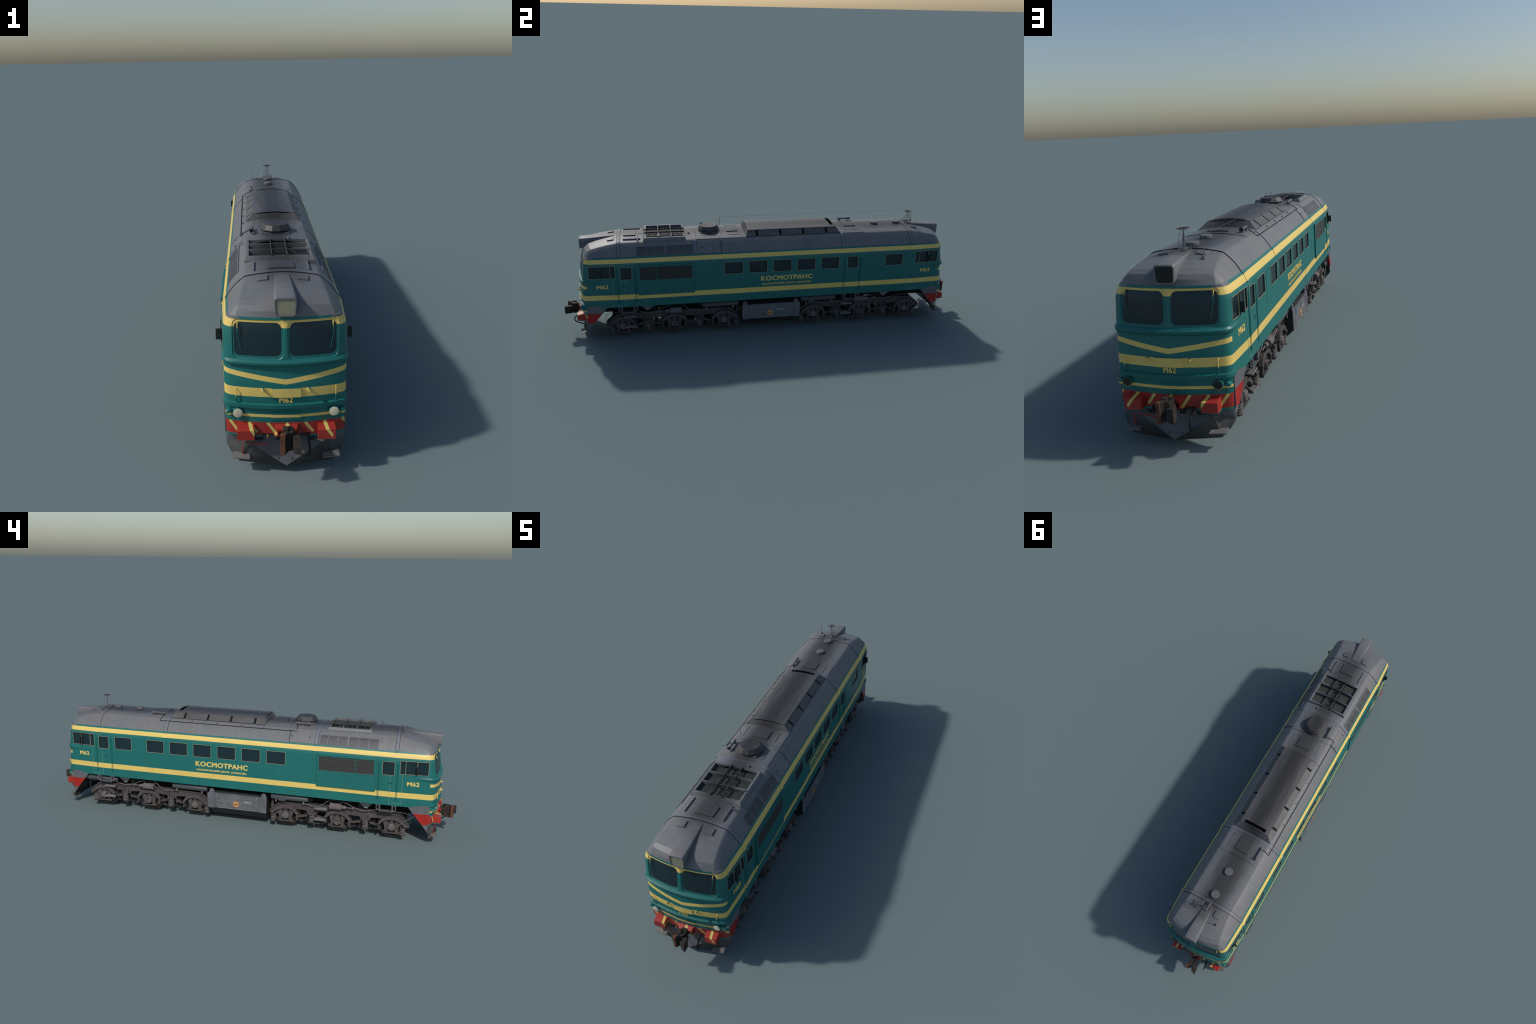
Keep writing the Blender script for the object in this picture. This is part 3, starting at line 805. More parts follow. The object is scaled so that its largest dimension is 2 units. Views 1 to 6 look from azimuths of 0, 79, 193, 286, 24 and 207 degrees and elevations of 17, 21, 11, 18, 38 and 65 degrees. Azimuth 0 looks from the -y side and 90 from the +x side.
g = G(); g.lathe([(.0050, .488), (.0050, .4975), (.0035, .4995)], 2, (.0383, -.3893, 0), 10); g.obj('roof_cap', M_FITTING)

# mushroom ventilator
g = G(); g.box(-.043, .043, -.3315, -.2455, .4880, .4985); vb = g.obj('ventilator_base', M_FITTING)
g = G(); g.lathe([(.030, .4980), (.030, .5030), (.0500, .5010), (.0525, .5045), (.0520, .5062), (.0415, .5205), (.0400, .5214), (.0330, .5208), (.0150, .5203), (.001, .5202)], 2, (0, -.2885, 0), 12)
g.obj('ventilator_cap', M_HOOD, vb, 12)
for yy in (.5675, .6860):
    g = G(); g.lathe([(.0165, .4900), (.0165, .4945), (.0192, .4950), (.0192, .5032), (.0180, .5042), (.0010, .5044)], 2, (0, yy, 0), 14)
    g.obj('roof_vent', make_flat('vent_grey', (.12, .122, .132), .08, .5) if yy < .6 else bpy.data.materials['vent_grey'], None, 24)

# long vent hood with its side flaps and rear slot
def htop(x): return .5110 + .0070 * (1 - (x / .0730) ** 2)
def arch(y, x0, x1, up=0.): return [(x0 + (x1 - x0) * i / 8, y, htop(x0 + (x1 - x0) * i / 8) + up) for i in range(9)]
g = G()
def top_piece(y0, y1, x0, x1):
    a, b = arch(y0, x0, x1), arch(y1, x0, x1); th = .0035
    g.loft([a + [(x, y, z - th) for x, y, z in reversed(a)], b + [(x, y, z - th) for x, y, z in reversed(b)]])
top_piece(-.1050, .3155, -.0735, .0735)
top_piece(.3155, .3325, -.0735, -.0550); top_piece(.3155, .3325, .0550, .0735); top_piece(.3325, .3370, -.0735, .0735)
def end_slope(yt, yb, dy):
    a = arch(yt, -.0735, .0735); b = [(-.0993 + .1986 * i / 8, yb, roof_z(-.0993 + .1986 * i / 8) + .002) for i in range(9)]
    g.loft([a + b[::-1], [(x, y + dy, z - .001) for x, y, z in a + b[::-1]]])
end_slope(-.1050, -.1150, .004); end_slope(.3370, .3590, -.004)
hood = g.obj('vent_hood', M_HOOD, None, 30)
g = G(); gaps = [-.0605, .0570, .1715, .2890]; hw = .0056
ys = [-.1140] + gaps + [.3580]
for s in (-1, 1):
    for i in range(5):
        y0, y1 = ys[i] + (hw if i else 0), ys[i + 1] - (hw if i < 4 else 0)
        t0, t1 = (y0 + .009 if i == 0 else y0), (y1 - .021 if i == 4 else y1)
        q = [(s * .0720, t0, .5085), (s * .0720, t1, .5085), (s * .0990, y1, .4865), (s * .0990, y0, .4865)]
        g.loft([q, [(x - s * .003, y, z - .003) for x, y, z in q]])
g.obj('vent_flap', M_FLAP, hood)
g = G(); g.box(-.069, .069, -.100, .312, .4850, .5065); g.box(-.0560, .0560, .3120, .3345, .4850, .4990)
for s in (-1, 1): g.prism([(s * .069, .503), (s * .069, .4845), (s * .0925, .4845)], 1, -.105, .345)
g.obj('vent_inside', M_BDARK, hood)

# headlamp hood on each nose
for e in (-1, 1):
    def sec(y, xt, xb, zb, zt, r):
        return [(x * (xt + (xb - xt) * (zt - z) / (zt - zb)) / xt, y * e, z) for x, z in rrect(-xt, xt, zb, zt, r, 4)]
    g = G()
    g.loft([sec(.742, .0200, .0220, .4800, .4925, .003), sec(.790, .0228, .0248, .4650, .4905, .005), sec(.840, .0258, .0268, .4520, .4880, .006), sec(.880, .0282, .0270, .4400, .4860, .007),
            sec(.9045, .0292, .0258, .4330, .4845, .0092), sec(.9068, .0278, .0246, .4345, .4830, .0088), sec(.9065, .0250, .0222, .4372, .4790, .0075), sec(.9035, .0246, .0218, .4378, .4785, .0075)])
    hd = g.obj('headlamp_hood', M_ROOF, None, 40)
    g = G(); g.loft([sec(.902, .0248, .0220, .4376, .4787, .006), sec(.9045, .0243, .0216, .4382, .4780, .006)])
    g.obj('headlamp_glass', M_HOODGLASS if e == -1 else M_LAMPDARK, hd)

# horns, air pipe, aerials
def horn(ya, yb, x, z):
    d = 1 if yb > ya else -1; L = abs(yb - ya)      # bell at ya
    g = G(); prof = [(.0075, 0), (.0068, .004), (.0046, .018), (.0036, L * .75), (.0042, L * .78), (.0042, L), (.002, L + .003)]
    rings = [[(x + r * math.cos(2 * PI * k / 12), ya + d * t, z + r * math.sin(2 * PI * k / 12)) for k in range(12)] for r, t in [(.0052, .012), (.0062, .002)] + prof]
    g.loft(rings)
    for t in (.2, .85): g.box(x - .002, x + .002, ya + d * (L * t - .002), ya + d * (L * t + .002), z - .013, z)
    g.box(x - .007, x + .007, ya + d * (L * .85 - .004), ya + d * (L * .85 + .004), z - .006, z - .003)
    h = g.obj('horn', M_FITTING, None); return h
horn(-.3220, -.2570, -.0785, .5030); horn(.4600, .3970, -.0785, .5010)
g = G(); g.tube([(-.079, -.262, .497), (-.092, -.264, .4895), (-.1030, -.267, .4845), (-.1165, -.2695, .4725), (-.1165, .0, .4725), (-.1165, .4075, .4725), (-.105, .405, .482), (-.092, .402, .4885), (-.079, .400, .497)], .0013, 6)
g.obj('air_pipe', M_BDARK)
g = G(); g.lathe([(.0068, .4690), (.0068, .4800), (.0052, .4815), (.0045, .4860), (.0012, .4890), (.0006, .5390)], 2, (-.0695, .7970, 0), 8)
g.lathe([(.0035, .478), (.0006, .4830)], 2, (-.0820, .7495, 0), 8)
g.tube([(-.082, .7495, .4830), (-.0705, .793, .512)], .00045, 4)
g.obj('whip_aerial', M_ROD)
g = G(); zt, zb, R = .5520, .4955, .0185; cy = .7490
def ring(z, R, r, n=24): g.loft([[(math.cos(2 * PI * i / n) * (R + r * math.cos(2 * PI * k / 5)), cy + math.sin(2 * PI * i / n) * (R + r * math.cos(2 * PI * k / 5)), z + r * math.sin(2 * PI * k / 5)) for k in range(5)] for i in range(n + 1)], cap=False)
ring(zt, R, .0011); ring(zb, R * .92, .0008)
for k in range(8):
    a = 2 * PI * k / 8; g.tube([(0, cy, zt), (R * math.cos(a), cy + R * math.sin(a), zt)], .0006, 4)
for k in range(4):
    a = 2 * PI * k / 4 + .5; P = lambda r, z: (r * math.cos(a), cy + r * math.sin(a), z)
    g.tube(smoothpath([P(.002, zt - .001), P(.010, .540), P(.0150, .522), P(.0165, .508), P(.0170, zb)], 4), .0006, 4)
g.tube([(0, cy, .486), (0, cy, zt)], .0014, 6); g.tube([(.004, cy, .486), (.0035, cy, .536)], .0009, 5)
g.lathe([(.004, zt - .002), (.004, zt + .001)], 2, (0, cy, 0), 8); g.box(-.004, .004, cy - .0185, cy + .0185, zb - .001, zb + .0006)
g.obj('cage_aerial', M_ROD)
g = G(); g.lathe([(.0050, zt - .001), (.0050, zt + .0012)], 2, (0, cy, 0), 10)
for k in range(8):
    a = 2 * PI * k / 8; g.tube([(0, cy, zt + .0004), (R * .72 * math.cos(a), cy + R * .72 * math.sin(a), zt + .0004)], .0012, 4)
g.obj('aerial_spoke', M_BLACK, None)
g = G(); g.tube([(-.0700, -.2245, .488), (-.0700, -.2240, .5372)], .0010, 6)
g.tube([(-.0700, -.2240, .5368), (-.0698, .28, .5378), (-.0695, .7970, .5390)], .00035, 4)
g.obj('wire_aerial', M_ROD)
g = G(); g.tube([(.0800, -.6325, .488), (.0803, -.6320, .5165), (.0815, -.5345, .5125), (.0815, -.5345, .5020)], .0011, 6)
g.box(.0740, .1040, -.6345, -.6310, .4860, .4925)
g.obj('roof_handrail', M_FITTING)

# --------------------------------------------------------------------------------------------
#  underframe, fuel tank, air tanks
# --------------------------------------------------------------------------------------------
g = G(); g.box(-.060, .060, -.780, .780, .1350, .1780); g.box(-.088, .088, -.640, .640, .1300, .1775); g.box(-.058, .058, -.150, .155, .100, .1775)
for s in (-1, 1):
    for e in (-1, 1):
        g.box(s * .118, s * .150, e * .420, e * .540, .1640, .1775)
        g.box(0, s * .094, e * .640, e * .850, .1270, .1776)
g.obj('underframe', M_BDARK)

def xmir(g): return g.both(x=True)
g = G()
prof = [(.1665, .1490), (.1665, .0765), (.1600, .0700), (.1310, .0430), (0, .0430), (0, .1520), (.160, .1520)]
poly = prof[:5] + [(-.1310, .0430), (-.1600, .0700), (-.1665, .0765), (-.1665, .1490), (-.160, .1520), (.160, .1520)]
poly = [(.1645, .1480), (.1645, .0740), (.1190, .0310), (-.1190, .0310), (-.1645, .0740), (-.1645, .1480), (-.158, .1510), (.158, .1510)]
g.prism(poly, 1, -.1350, .1420)
ft = g.obj('fuel_tank', M_FUELD, None)
g = G()
for s in (-1, 1):
    for y0, y1 in ((-.1420, -.1080), (.1160, .1500)): g.box(s * .1630, s * .1680, y0, y1, .0735, .1510)
    g.box(s * .1630, s * .1674, -.1075, .1155, .0760, .1500)
    g.box(s * .1625, s * .1680, -.1075, .1155, .1475, .1515)
    for y0 in (-.127, .131): g.prism([(y0 - .013, .150), (y0 + .013, .150), (y0 + .009, .1665), (y0 + .004, .169), (y0 - .009, .167)], 0, s * .1560, s * .1640)
fp = g.obj('fuel_tank_side', M_FUEL, ft, bevel=.0009)
g = G()
for s in (-1, 1):
    for z in (.1345, .1115, .0900): g.box(s * .1665, s * .1686, -.1000, .1080, z - .0012, z + .0012)
    for yy in (-.094, .006, .102): g.box(s * .1665, s * .1690, yy - .003, yy + .003, .1300, .1480); g.box(s * .1665, s * .1700, yy - .0012, yy + .0012, .1270, .1440)
    g.box(s * .1665, s * .1683, -.094, .100, .0772, .0815)
g.obj('fuel_tank_rib', M_RIB, fp)
for s in (-1, 1):
    g = G(); yb = .0075 if s < 0 else -.0015
    g.lathe([(.0160, s * .1670), (.0160, s * .1690)], 0, (0, 0, .104), 28)
    o = g.obj('emblem', M_EMB, fp); o.location = (0, yb, 0)
    g = G(); d = s
    for r_, z in enumerate((.1225, .1180, .1145)):
        y = .030 if r_ < 2 else .034
        end = .070 if r_ < 2 else .064
        while y < end:
            wl = random.uniform(.0022, .006); g.box(s * .1672, s * .1677, s * y, s * min(y + wl, end), z - .0009, z + .0009); y += wl + .0016
    g.obj('tank_lettering_line', M_WHITE, fp)['kind'] = 'stuff'

def tank(g, x, y0, y1, z, r):
    g.lathe([(r * .45, y0), (r * .85, y0 + .004), (r, y0 + .010), (r, y1 - .010), (r * .85, y1 - .004), (r * .45, y1)], 1, (x, 0, z), 20)
for s in (-1, 1):
    for e in (-1, 1):
        g = G(); tank(g, s * .140, e * .158 if e > 0 else -.338, .343 if e > 0 else -.156, .1565, .0150)
        if s * e > 0: y0 = e * .2125; g.box(s * .1400, s * .1570, y0 - .0165, y0 + .0165, .1425, .1690)
        t = g.obj('air_tank', M_TANK, None)
        g = G()
        for yy in (e * .185, e * .315): g.box(s * .150, s * .154, yy - .0025, yy + .0025, .1340, .1460)
        g.obj('tank_bracket', M_STEP, t)
g = G(); tank(g, -.140, .636, .815, .1560, .0150); g.obj('air_tank', M_TANK)
g = G()
for s in (-1, 1):
    for e in (-1, 1):
        for z0, z1, h0, h1 in ((.1745, .1480, .0330, .0115), (.1478, .1415, .0085, .0085)):
            g.loft([[(s * .127 + a * h0 * .55, e * .6010 + b * h0, z0) for a, b in ((-1, -1), (1, -1), (1, 1), (-1, 1))], [(s * .127 + a * h1 * .55, e * .6010 + b * h1, z1) for a, b in ((-1, -1), (1, -1), (1, 1), (-1, 1))]])
g.obj('sand_hopper', M_HOPPER)

# --------------------------------------------------------------------------------------------
#  bogies.  Prototypes face +x; the left flank uses them turned by 180 degrees.
# --------------------------------------------------------------------------------------------
AX = (.2280, .4735, .7210); ZA = .0655
# wheel with tread, flange and hub
g = G(); prof = [(.012, .086), (.012, .101), (.020, .103), (.024, .098), (.050, .0955), (.0535, .1010), (.0630, .1010)]
g.cur = 0; g.lathe(prof, 0, (0, 0, 0), 40, False); g.cur = 1; g.lathe([(.0630, .1010), (.0640, .1000), (.0647, .0880)], 0, (0, 0, 0), 40, False)
g.cur = 0; g.lathe([(.0647, .0880), (.0650, .0860), (.0650, .0840), (.0600, .0830), (.012, .086)], 0, (0, 0, 0), 40, False)
ME_WHEEL = g.mesh('wheel', [M_WHEEL, M_TREAD])
# coil springs
def coil(name, R, r, z0, z1, turns):
    g = G(); n = int(turns * 14); pts = [(R * math.cos(2 * PI * i / 14), R * math.sin(2 * PI * i / 14), z0 + (z1 - z0) * i / n) for i in range(n + 1)]
    g.tube(pts, r, 6); g.lathe([(R * .45, z0), (R * .45, z1)], 2, (0, 0, 0), 10); g.cur = 1
    g.lathe([(R + r, z0 - .003), (R + r, z0 - .0005)], 2, (0, 0, 0), 14); g.lathe([(R + r, z1 + .0005), (R + r, z1 + .004)], 2, (0, 0, 0), 14)
    return g.mesh(name, [M_BOGIEL, M_BOGIE])
ME_SPR_E = coil('coil_spring', .0110, .0024, .032, .064, 4.0)
ME_SPR_M = coil('coil_spring', .0122, .0025, .050, .080, 4.0)
# axle box with guide legs, tie bar, cap
def axle_box(hollow):
    g = G()
    for e in (-1, 1):
        g.loft([[(.112, e * .0160, .098), (.134, e * .0160, .098), (.134, e * .0385, .088), (.112, e * .0385, .088)],
                [(.112, e * .0175, .060), (.137, e * .0175, .060), (.137, e * .0310, .060), (.112, e * .0310, .060)],
                [(.112, e * .0180, .041), (.137, e * .0180, .041), (.137, e * .0305, .041), (.112, e * .0305, .041)]])
    for e in (-1, 1): g.box(.120, .1395, e * .0290, e * .0400, .0385, .0440)
    g.box(.118, .1395, -.0400, .0400, .0350, .0400)
    g.box(.095, .1345, -.0155, .0155, .0500, .0830); g.box(.108, .1330, -.0100, .0100, .0820, .1010)
    for e in (-1, 1): g.lathe([(.0035, .130), (.0035, .1385), (.002, .140)], 0, (0, e * .0135, .0795), 8); g.lathe([(.0030, .130), (.0030, .1375)], 0, (0, e * .0145, .0530), 8)
    g.cur = 1
    if hollow: g.lathe([(.0155, .125), (.0155, .1480), (.0125, .1485), (.0115, .1360), (.001, .1355)], 0, (0, 0, ZA), 20)
    else: g.lathe([(.0165, .125), (.0165, .1405), (.0150, .1430), (.0085, .1435), (.0080, .1455), (.0040, .1460), (.001, .1463)], 0, (0, 0, ZA), 20)
    return g.mesh('axle_box', [M_BOGIE, M_BOGIEL])
ME_BOX, ME_BOXM = axle_box(False), axle_box(True)
# equaliser arch over the axle box; ends either hang down (link) or curl onto the end spring
def arch_mesh(end):
    g = G()
    L = [(-.0555, .0795), (-.0490, .0880), (-.0390, .0990), (-.0250, .1065), (-.0080, .1095), (.0090, .1090), (.0260, .1050), (.0400, .0975)]
    L += [(.0500, .0880), (.0560, .0790)] if not end else [(.0540, .0870), (.0630, .0770)]
    P = smoothpath([(0, y, z) for y, z in L], 3); th = [.0050 + .0038 * math.sin(PI * i / (len(P) - 1)) for i in range(len(P))]
    rings = []
    for i, p in enumerate(P):
        t = (P[min(i + 1, len(P) - 1)] - P[max(i - 1, 0)]).normalized(); nrm = Vector((0, -t.z, t.y)); a, b = p + nrm * th[i], p - nrm * th[i]
        rings.append([(.1300, a.y, a.z), (.1440, a.y, a.z), (.1440, b.y, b.z), (.1300, b.y, b.z)])
    g.loft(rings)
    for y, z in ((L[0]), (L[-1])): g.lathe([(.0062, .129), (.0062, .1450), (.004, .1460)], 0, (0, y, z), 12)
    for e in ((-1, 1) if not end else (-1,)):
        g.box(.1310, .1430, e * .0525, e * .0600, .0560, .0800); g.lathe([(.0052, .130), (.0052, .1450)], 0, (0, e * .0562, .0540), 12)
        g.lathe([(.0022, .134), (.0022, .1425)], 0, (0, e * .0470, .0600), 6)
    return g
ME_ARCH_M = arch_mesh(False).mesh('equaliser_arch', M_BOGIE)
a = arch_mesh(True); ME_ARCH_P = a.mesh('equaliser_arch', M_BOGIE); ME_ARCH_N = a.mirror(y=True).mesh('equaliser_arch', M_BOGIE)

def bogie(e):
    g = G(); dark = []
    # side frames : deep beam, sloping ends, spring pockets
    top = [(.150, .0850), (.1535, .0890), (.190, .1235), (.205, .1300), (.250, .1310), (.470, .1345), (.690, .1310), (.742, .1290), (.756, .1235), (.796, .0890), (.800, .0830)]
    bot = [(.800, .0660), (.758, .0660), (.752, .0780), (.735, .0955), (.700, .0985), (.655, .0985), (.625, .0960), (.600, .0860), (.575, .0960), (.540, .0985), (.4735, .0990),
           (.405, .0985), (.372, .0960), (.352, .0860), (.330, .0960), (.300, .0985), (.245, .0985), (.212, .0955), (.196, .0780), (.192, .0660), (.150, .0660)]
    for s in (-1, 1):
        a = [(e * y, z) for y, z in top + bot]
        g.prism(a, 0, s * .1120, s * .1290)
        g.prism([(e * y, z) for y, z in top] + [(e * y, z - .006) for y, z in reversed(top)], 0, s * .1050, s * .1335)
        for yc in (.353, .601):
            for d in (-1, 1): g.prism([(s * .1290, .128), (s * .1420, .0950), (s * .1470, .0870), (s * .1290, .0850)], 1, e * yc + d * .0125 - .0012, e * yc + d * .0125 + .0012)
            g.prism([(s * .1280, .092), (s * .1465, .0885), (s * .1465, .0840), (s * .1280, .0840)], 1, e * yc - .0150, e * yc + .0150)
            g.box(s * .1190, s * .1300, e * yc - .024, e * yc + .024, .0840, .0960)
            for d in (-1, 1): g.box(s * .1220, s * .1250, e * yc + d * .0225 - .001, e * yc + d * .0225 + .001, .0470, .0860)
            g.box(s * .116, s * .144, e * yc - .013, e * yc + .013, .0420, .0462)
        # slanting pull rods towards the neighbouring axles
        for y0, z0, y1, z1 in ((.377, .0720, .420, .0620), (.332, .0720, .283, .0610), (.625, .0720, .668, .0610), (.580, .0720, .530, .0620)):
            g.prism([(e * y0, z0 + .0050), (e * y1, z1 + .0035), (e * y1, z1 - .0035), (e * y0, z0 - .0050)], 0, s * .1180, s * .1300)
        dark += [(s, e * yc) for yc in (.270, .318, .432, .515, .560, .640, .682)]
    # transoms and traction motors fill the middle
    for y0, y1 in ((.150, .165), (.335, .370), (.585, .620)): g.box(-.112, .112, e * y0, e * y1, .070, .126)
    fr = g.obj('bogie_frame', M_BOGIE, None, bevel=.0)
    g = G()
    for s, yc in dark: g.box(s * .085, s * .112, yc - .008, yc + .008, .0360, .0900)
    for ya in AX:
        d = .05 if ya == AX[0] else -.05
        g.box(-.078, .078, e * (ya - .050), e * (ya + .050), .0300, .1080); g.box(-.075, .075, e * (ya + d * 1.02), e * (ya + d * 2.), .040, .100)
        g.lathe([(.012, -.13), (.012, .13)], 0, (0, e * ya, ZA), 12)
    g.obj('traction_motor', M_BDARK, fr)
    g = G()
    for s in (-1, 1):
        g.tube([(s * .1040, e * y, z) for y, z in ((.262, .0420), (.300, .0340), (.400, .0340), (.440, .0420))], .0028, 6)
        g.tube([(s * .1040, e * y, z) for y, z in ((.508, .0420), (.550, .0340), (.650, .0340), (.690, .0420))], .0028, 6)
        for yc in (.300, .400, .550, .650): g.box(s * .1000, s * .1080, e * yc - .0035, e * yc + .0035, .0310, .0640)
    g.obj('brake_rod', M_WHEEL, fr)
    for ya in AX:
        for s in (-1, 1):
            rz = 0 if s > 0 else PI
            inst(ME_WHEEL, 'wheel', (0, e * ya, .0650), rz, fr)
            mid = ya == AX[1]
            inst(ME_BOXM if mid else ME_BOX, 'axle_box', (0, e * ya, 0), rz, fr)
            if mid: inst(ME_ARCH_M, 'equaliser_arch', (0, e * ya, 0), rz, fr)
            else:
                d = e * (1 if ya == AX[2] else -1) * s
                inst(ME_ARCH_P if d > 0 else ME_ARCH_N, 'equaliser_arch', (0, e * ya, 0), rz, fr)
    for s in (-1, 1):
        for yy in (.167, .7705): inst(ME_SPR_E, 'coil_spring', (s * .1300, e * yy, 0), 0, fr)
        for yy in (.354, .6025): inst(ME_SPR_M, 'coil_spring', (s * .1345, e * yy, 0), 0, fr)
    # brake cylinder high above the middle axle
    for s in (-1, 1):
        g = G(); xc, zc = s * .1490, .1400
        g.lathe([(.0150, .4380), (.0168, .4400), (.0168, .4440), (.0155, .4450), (.0155, .4870), (.0168, .4880), (.0168, .4920), (.0085, .4930), (.0085, .5130), (.0060, .5140), (.0022, .5150), (.0022, .5450)], 1, (xc, 0, zc), 18)
        g.lathe([(.0045, xc - .003), (.0045, xc + .003)], 0, (0, .5450, zc), 10)
        g.box(s * .115, s * .1400, .445, .485, .128, .150)
        (g if e > 0 else g.mirror(y=True)).obj('brake_cylinder', M_BOGIEL, fr)
        g = G()
        g.tube(smoothpath([(s * .146, e * y, z) for y, z in ((.640, .1420), (.618, .1380), (.592, .1325), (.554, .1420), (.516, .1580), (.488, .1635))], 5), .0016, 6)
        g.tube(smoothpath([(s * .146, e * y, z) for y, z in ((.440, .1640), (.425, .158), (.407, .1430), (.385, .1285), (.350, .1310), (.316, .1370))], 5), .0016, 6)
        g.tube([(s * .134, e * y, z) for y, z in ((.640, .1420), (.700, .1400), (.765, .1395), (.797, .131), (.803, .090))], .0011, 5)
        g.tube([(s * .134, e * y, z) for y, z in ((.240, .1390), (.172, .1400), (.166, .1360), (.163, .090))], .0011, 5)
        g.obj('brake_hose', M_HOSE, fr)
        g = G(); g.lathe([(.016, .128), (.020, .140), (.016, .150), (.021, .162)], 2, (s * .095, e * .575, 0), 14); g.lathe([(.016, .128), (.020, .140), (.016, .150), (.021, .162)], 2, (s * .095, e * .335, 0), 14)
        g.obj('side_bearer', M_FUELD, fr)
    return fr
FR = {1: bogie(1), -1: bogie(-1)}

def foot_steps(s, yc, parent):
    """two perforated treads held by side plates"""
    g = G()
    for d in (-1, 1): g.box(s * .1290, s * .1345, yc + d * .0270 - .0015, yc + d * .0270 + .0015, .0640, .1230); g.prism([(s * .1290, .1230), (s * .1580, .1210), (s * .1580, .1180), (s * .1330, .1080)], 1, yc + d * .0270 - .0012, yc + d * .0270 + .0012); g.prism([(s * .1290, .0900), (s * .1340, .0900), (s * .1580, .0690), (s * .1580, .0650), (s * .1290, .0640)], 1, yc + d * .0270 - .0012, yc + d * .0270 + .0012)
    g.box(s * .1290, s * .1340, yc - .027, yc + .027, .1060, .1210)
    st = g.obj('bogie_step', M_BOGIE, parent)
    g = G()
    for z in (.1215, .0675):
        for x in (.1345, .1395, .1450, .1505, .1560): g.box(s * x, s * (x + .0022), yc - .0285, yc + .0285, z, z + .0025)
        for k in range(5): y = yc - .0275 + k * .01375; g.box(s * .1345, s * .1580, y - .0010, y + .0010, z - .0004, z + .0020)
        g.box(s * .1575, s * .1590, yc - .0285, yc + .0285, z - .0025, z + .0025)
    g.obj('bogie_step_tread', M_STEP, st)
foot_steps(-1, .6780, FR[1]); foot_steps(-1, -.3970, FR[-1]); foot_steps(1, -.6830, FR[-1]); foot_steps(1, .3970, FR[1])
for s, e in ((-1, -1), (1, 1)):
    g = G(); g.tube([(s * .1470, e * .734, .0665), (s * .1500, e * .815, .1320)], .0016, 6); g.obj('speed_sensor_rod', M_HOSE, FR[e])

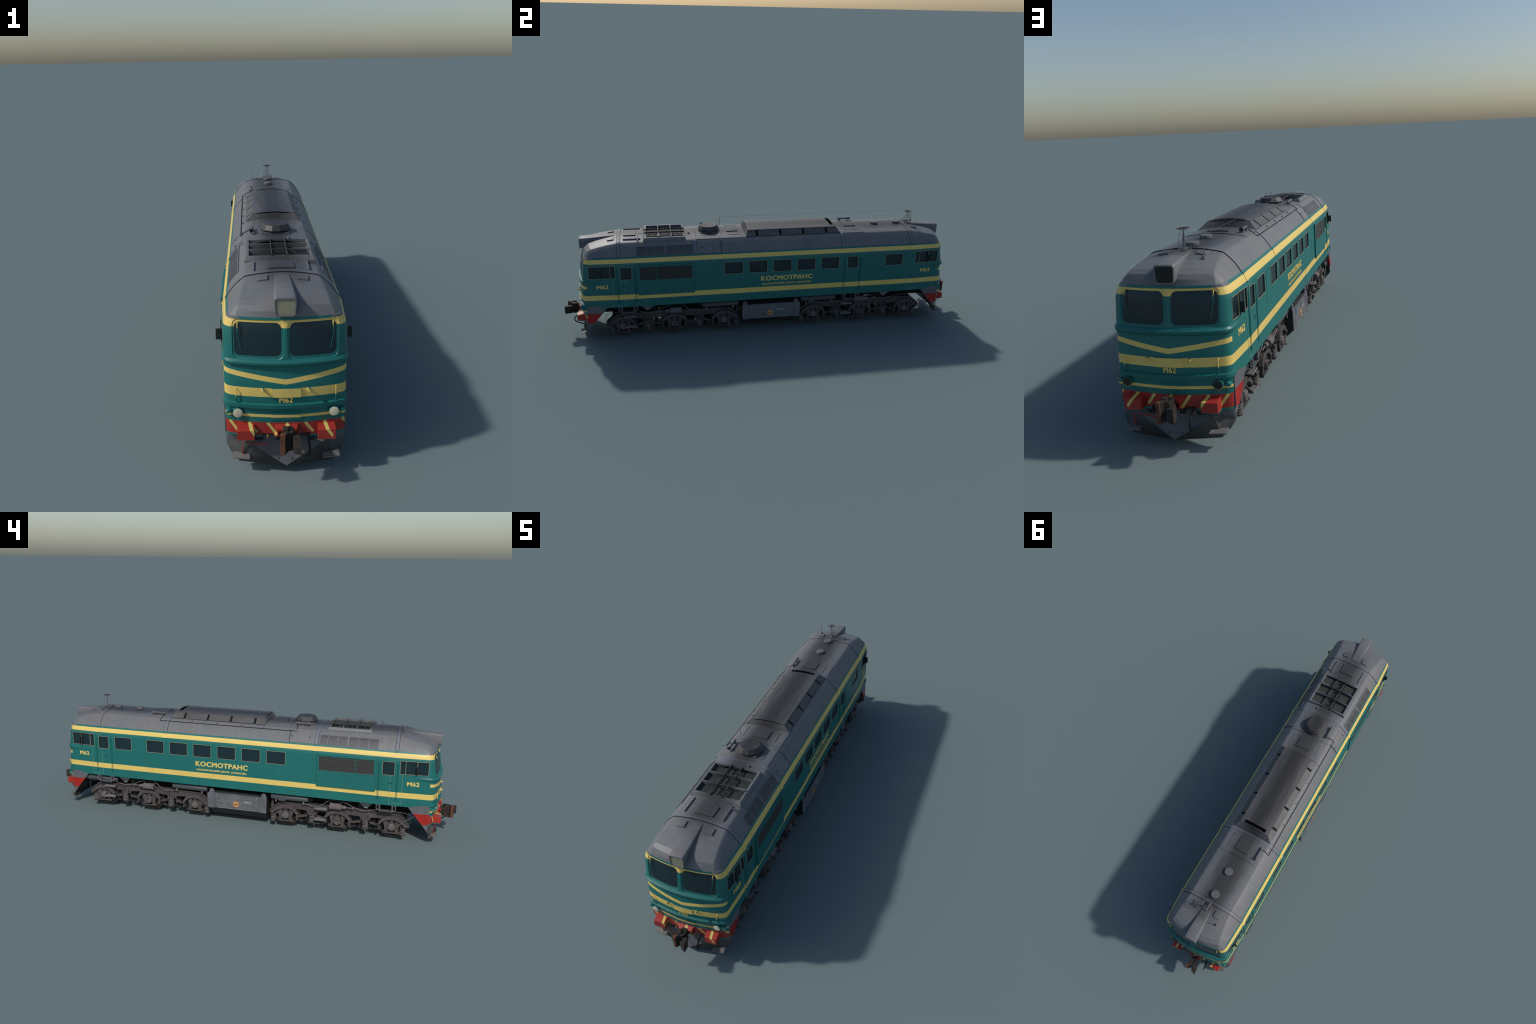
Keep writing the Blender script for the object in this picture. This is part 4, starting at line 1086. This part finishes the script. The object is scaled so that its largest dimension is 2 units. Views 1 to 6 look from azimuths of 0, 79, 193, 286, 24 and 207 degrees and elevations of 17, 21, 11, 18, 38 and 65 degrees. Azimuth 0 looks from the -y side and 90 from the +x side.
# --------------------------------------------------------------------------------------------
#  lettering
# --------------------------------------------------------------------------------------------
def lettering(txt, name, place, y0, y1, z0, z1, fat, proud=.0004):
    """place: function (u, v, d) -> world; text is fitted to u in y0..y1 and v in z0..z1"""
    # letters that look alike are set from the Latin half of the built-in font, whose outlines do not cross themselves
    txt = txt.translate(str.maketrans('КОСМТРАНЕ', 'KOCMTPAHE'))
    cu = bpy.data.curves.new(name, 'FONT'); cu.body = txt; cu.size = 1; cu.offset = 0; cu.space_character = 1.09; cu.extrude = .02; cu.resolution_u = 3
    t = bpy.data.objects.new(name, cu); bpy.context.collection.objects.link(t)
    dg = bpy.context.evaluated_depsgraph_get(); dg.update()
    me = bpy.data.meshes.new_from_object(t.evaluated_get(dg)); bpy.data.objects.remove(t, do_unlink=True)
    xs = [v.co.x for v in me.vertices]; ys = [v.co.y for v in me.vertices]; zs = [v.co.z for v in me.vertices]
    a, b, c, d = min(xs), max(xs), min(ys), max(ys); zl, zh = min(zs), max(zs)
    # heavy strokes: the letter shapes are repeated with small shifts, each copy a hair prouder
    W_, H_ = (b - a), (d - c); bx, by = fat * H_ , fat * H_ * .55; vs, fs = [], []
    for i, (sx, sy) in enumerate(((0, 0), (1, 0), (-1, 0), (0, 1), (0, -1), (.6, .6), (-.6, -.6), (.6, -.6), (-.6, .6))):
        o = len(vs)
        for v in me.vertices:
            tx = (v.co.x - a + sx * bx + bx) / (W_ + 2 * bx); ty = (v.co.y - c + sy * by + by) / (H_ + 2 * by)
            vs.append(place(y0 + tx * (y1 - y0), z0 + ty * (z1 - z0), -.0015 + (proud + i * .00010 + .0015) * (v.co.z - zl) / (zh - zl)))
        fs += [tuple(j + o for j in p.vertices) for p in me.polygons]
    bpy.data.meshes.remove(me); me = bpy.data.meshes.new(name); me.from_pydata(vs, [], fs)
    me.materials.clear(); me.materials.append(M_YELLOW)
    bm = bmesh.new(); bm.from_mesh(me); bmesh.ops.recalc_face_normals(bm, faces=bm.faces); bm.to_mesh(me); bm.free()
    o = bpy.data.objects.new(name, me); link(o); return o
for s in (-1, 1):
    flank = lambda u, v, d, s=s: (s * (W + d), s * u, v)
    q = 1 if s > 0 else -1
    off = (lambda a, b: (a, b)) if s > 0 else (lambda a, b: (-b, -a))
    lettering('КОСМОТРАНС', 'side_lettering', flank, *off(-.0505, .2095), .2765, .3015, .068)
    lettering('КОСМИЧЕСКИЙ ЦЕНТР «ЮЖНЫЙ»', 'side_lettering_small', flank, *off(-.0445, .2035), .2540, .2665, .048)
    for e in (-1, 1):
        lettering('М62', 'number_lettering', flank, *sorted((s * e * .7755, s * e * .8290)), .2770, .2970, .065)
for e in (-1, 1):
    nose = lambda u, v, d, e=e: (u * -e if False else (u if e < 0 else -u), e * (-front_y(u, v) + d), v)
    lettering('М62', 'number_lettering', nose, -.0176, .0176, .2030, .2203, .065, .0006)

# --------------------------------------------------------------------------------------------
#  the cabs narrow towards both ends: flanks lean in by 8.5 mm over the last 15 cm
# --------------------------------------------------------------------------------------------
TAPERED = ('body_shell', 'roof', 'belt_moulding', 'lamp_shelf', 'end_fascia', 'end_skirt', 'plough', 'window_frame', 'window_pane', 'window_rubber', 'number_lettering',
           'pale_door_outline', 'end_step')
for me in {o.data for o in bpy.data.objects if o.type == 'MESH' and o.name.split('.')[0] in TAPERED}:
    for v in me.vertices:
        x, y, z = v.co; k = min(max((abs(y) - .735) / .150, 0), 1.05) * (.86 if z < .195 else 1); f = min(max((abs(x) - .128) / .0385, 0), 1)
        v.co.x = x - math.copysign(.0085 * k * f, x)
    me.update()
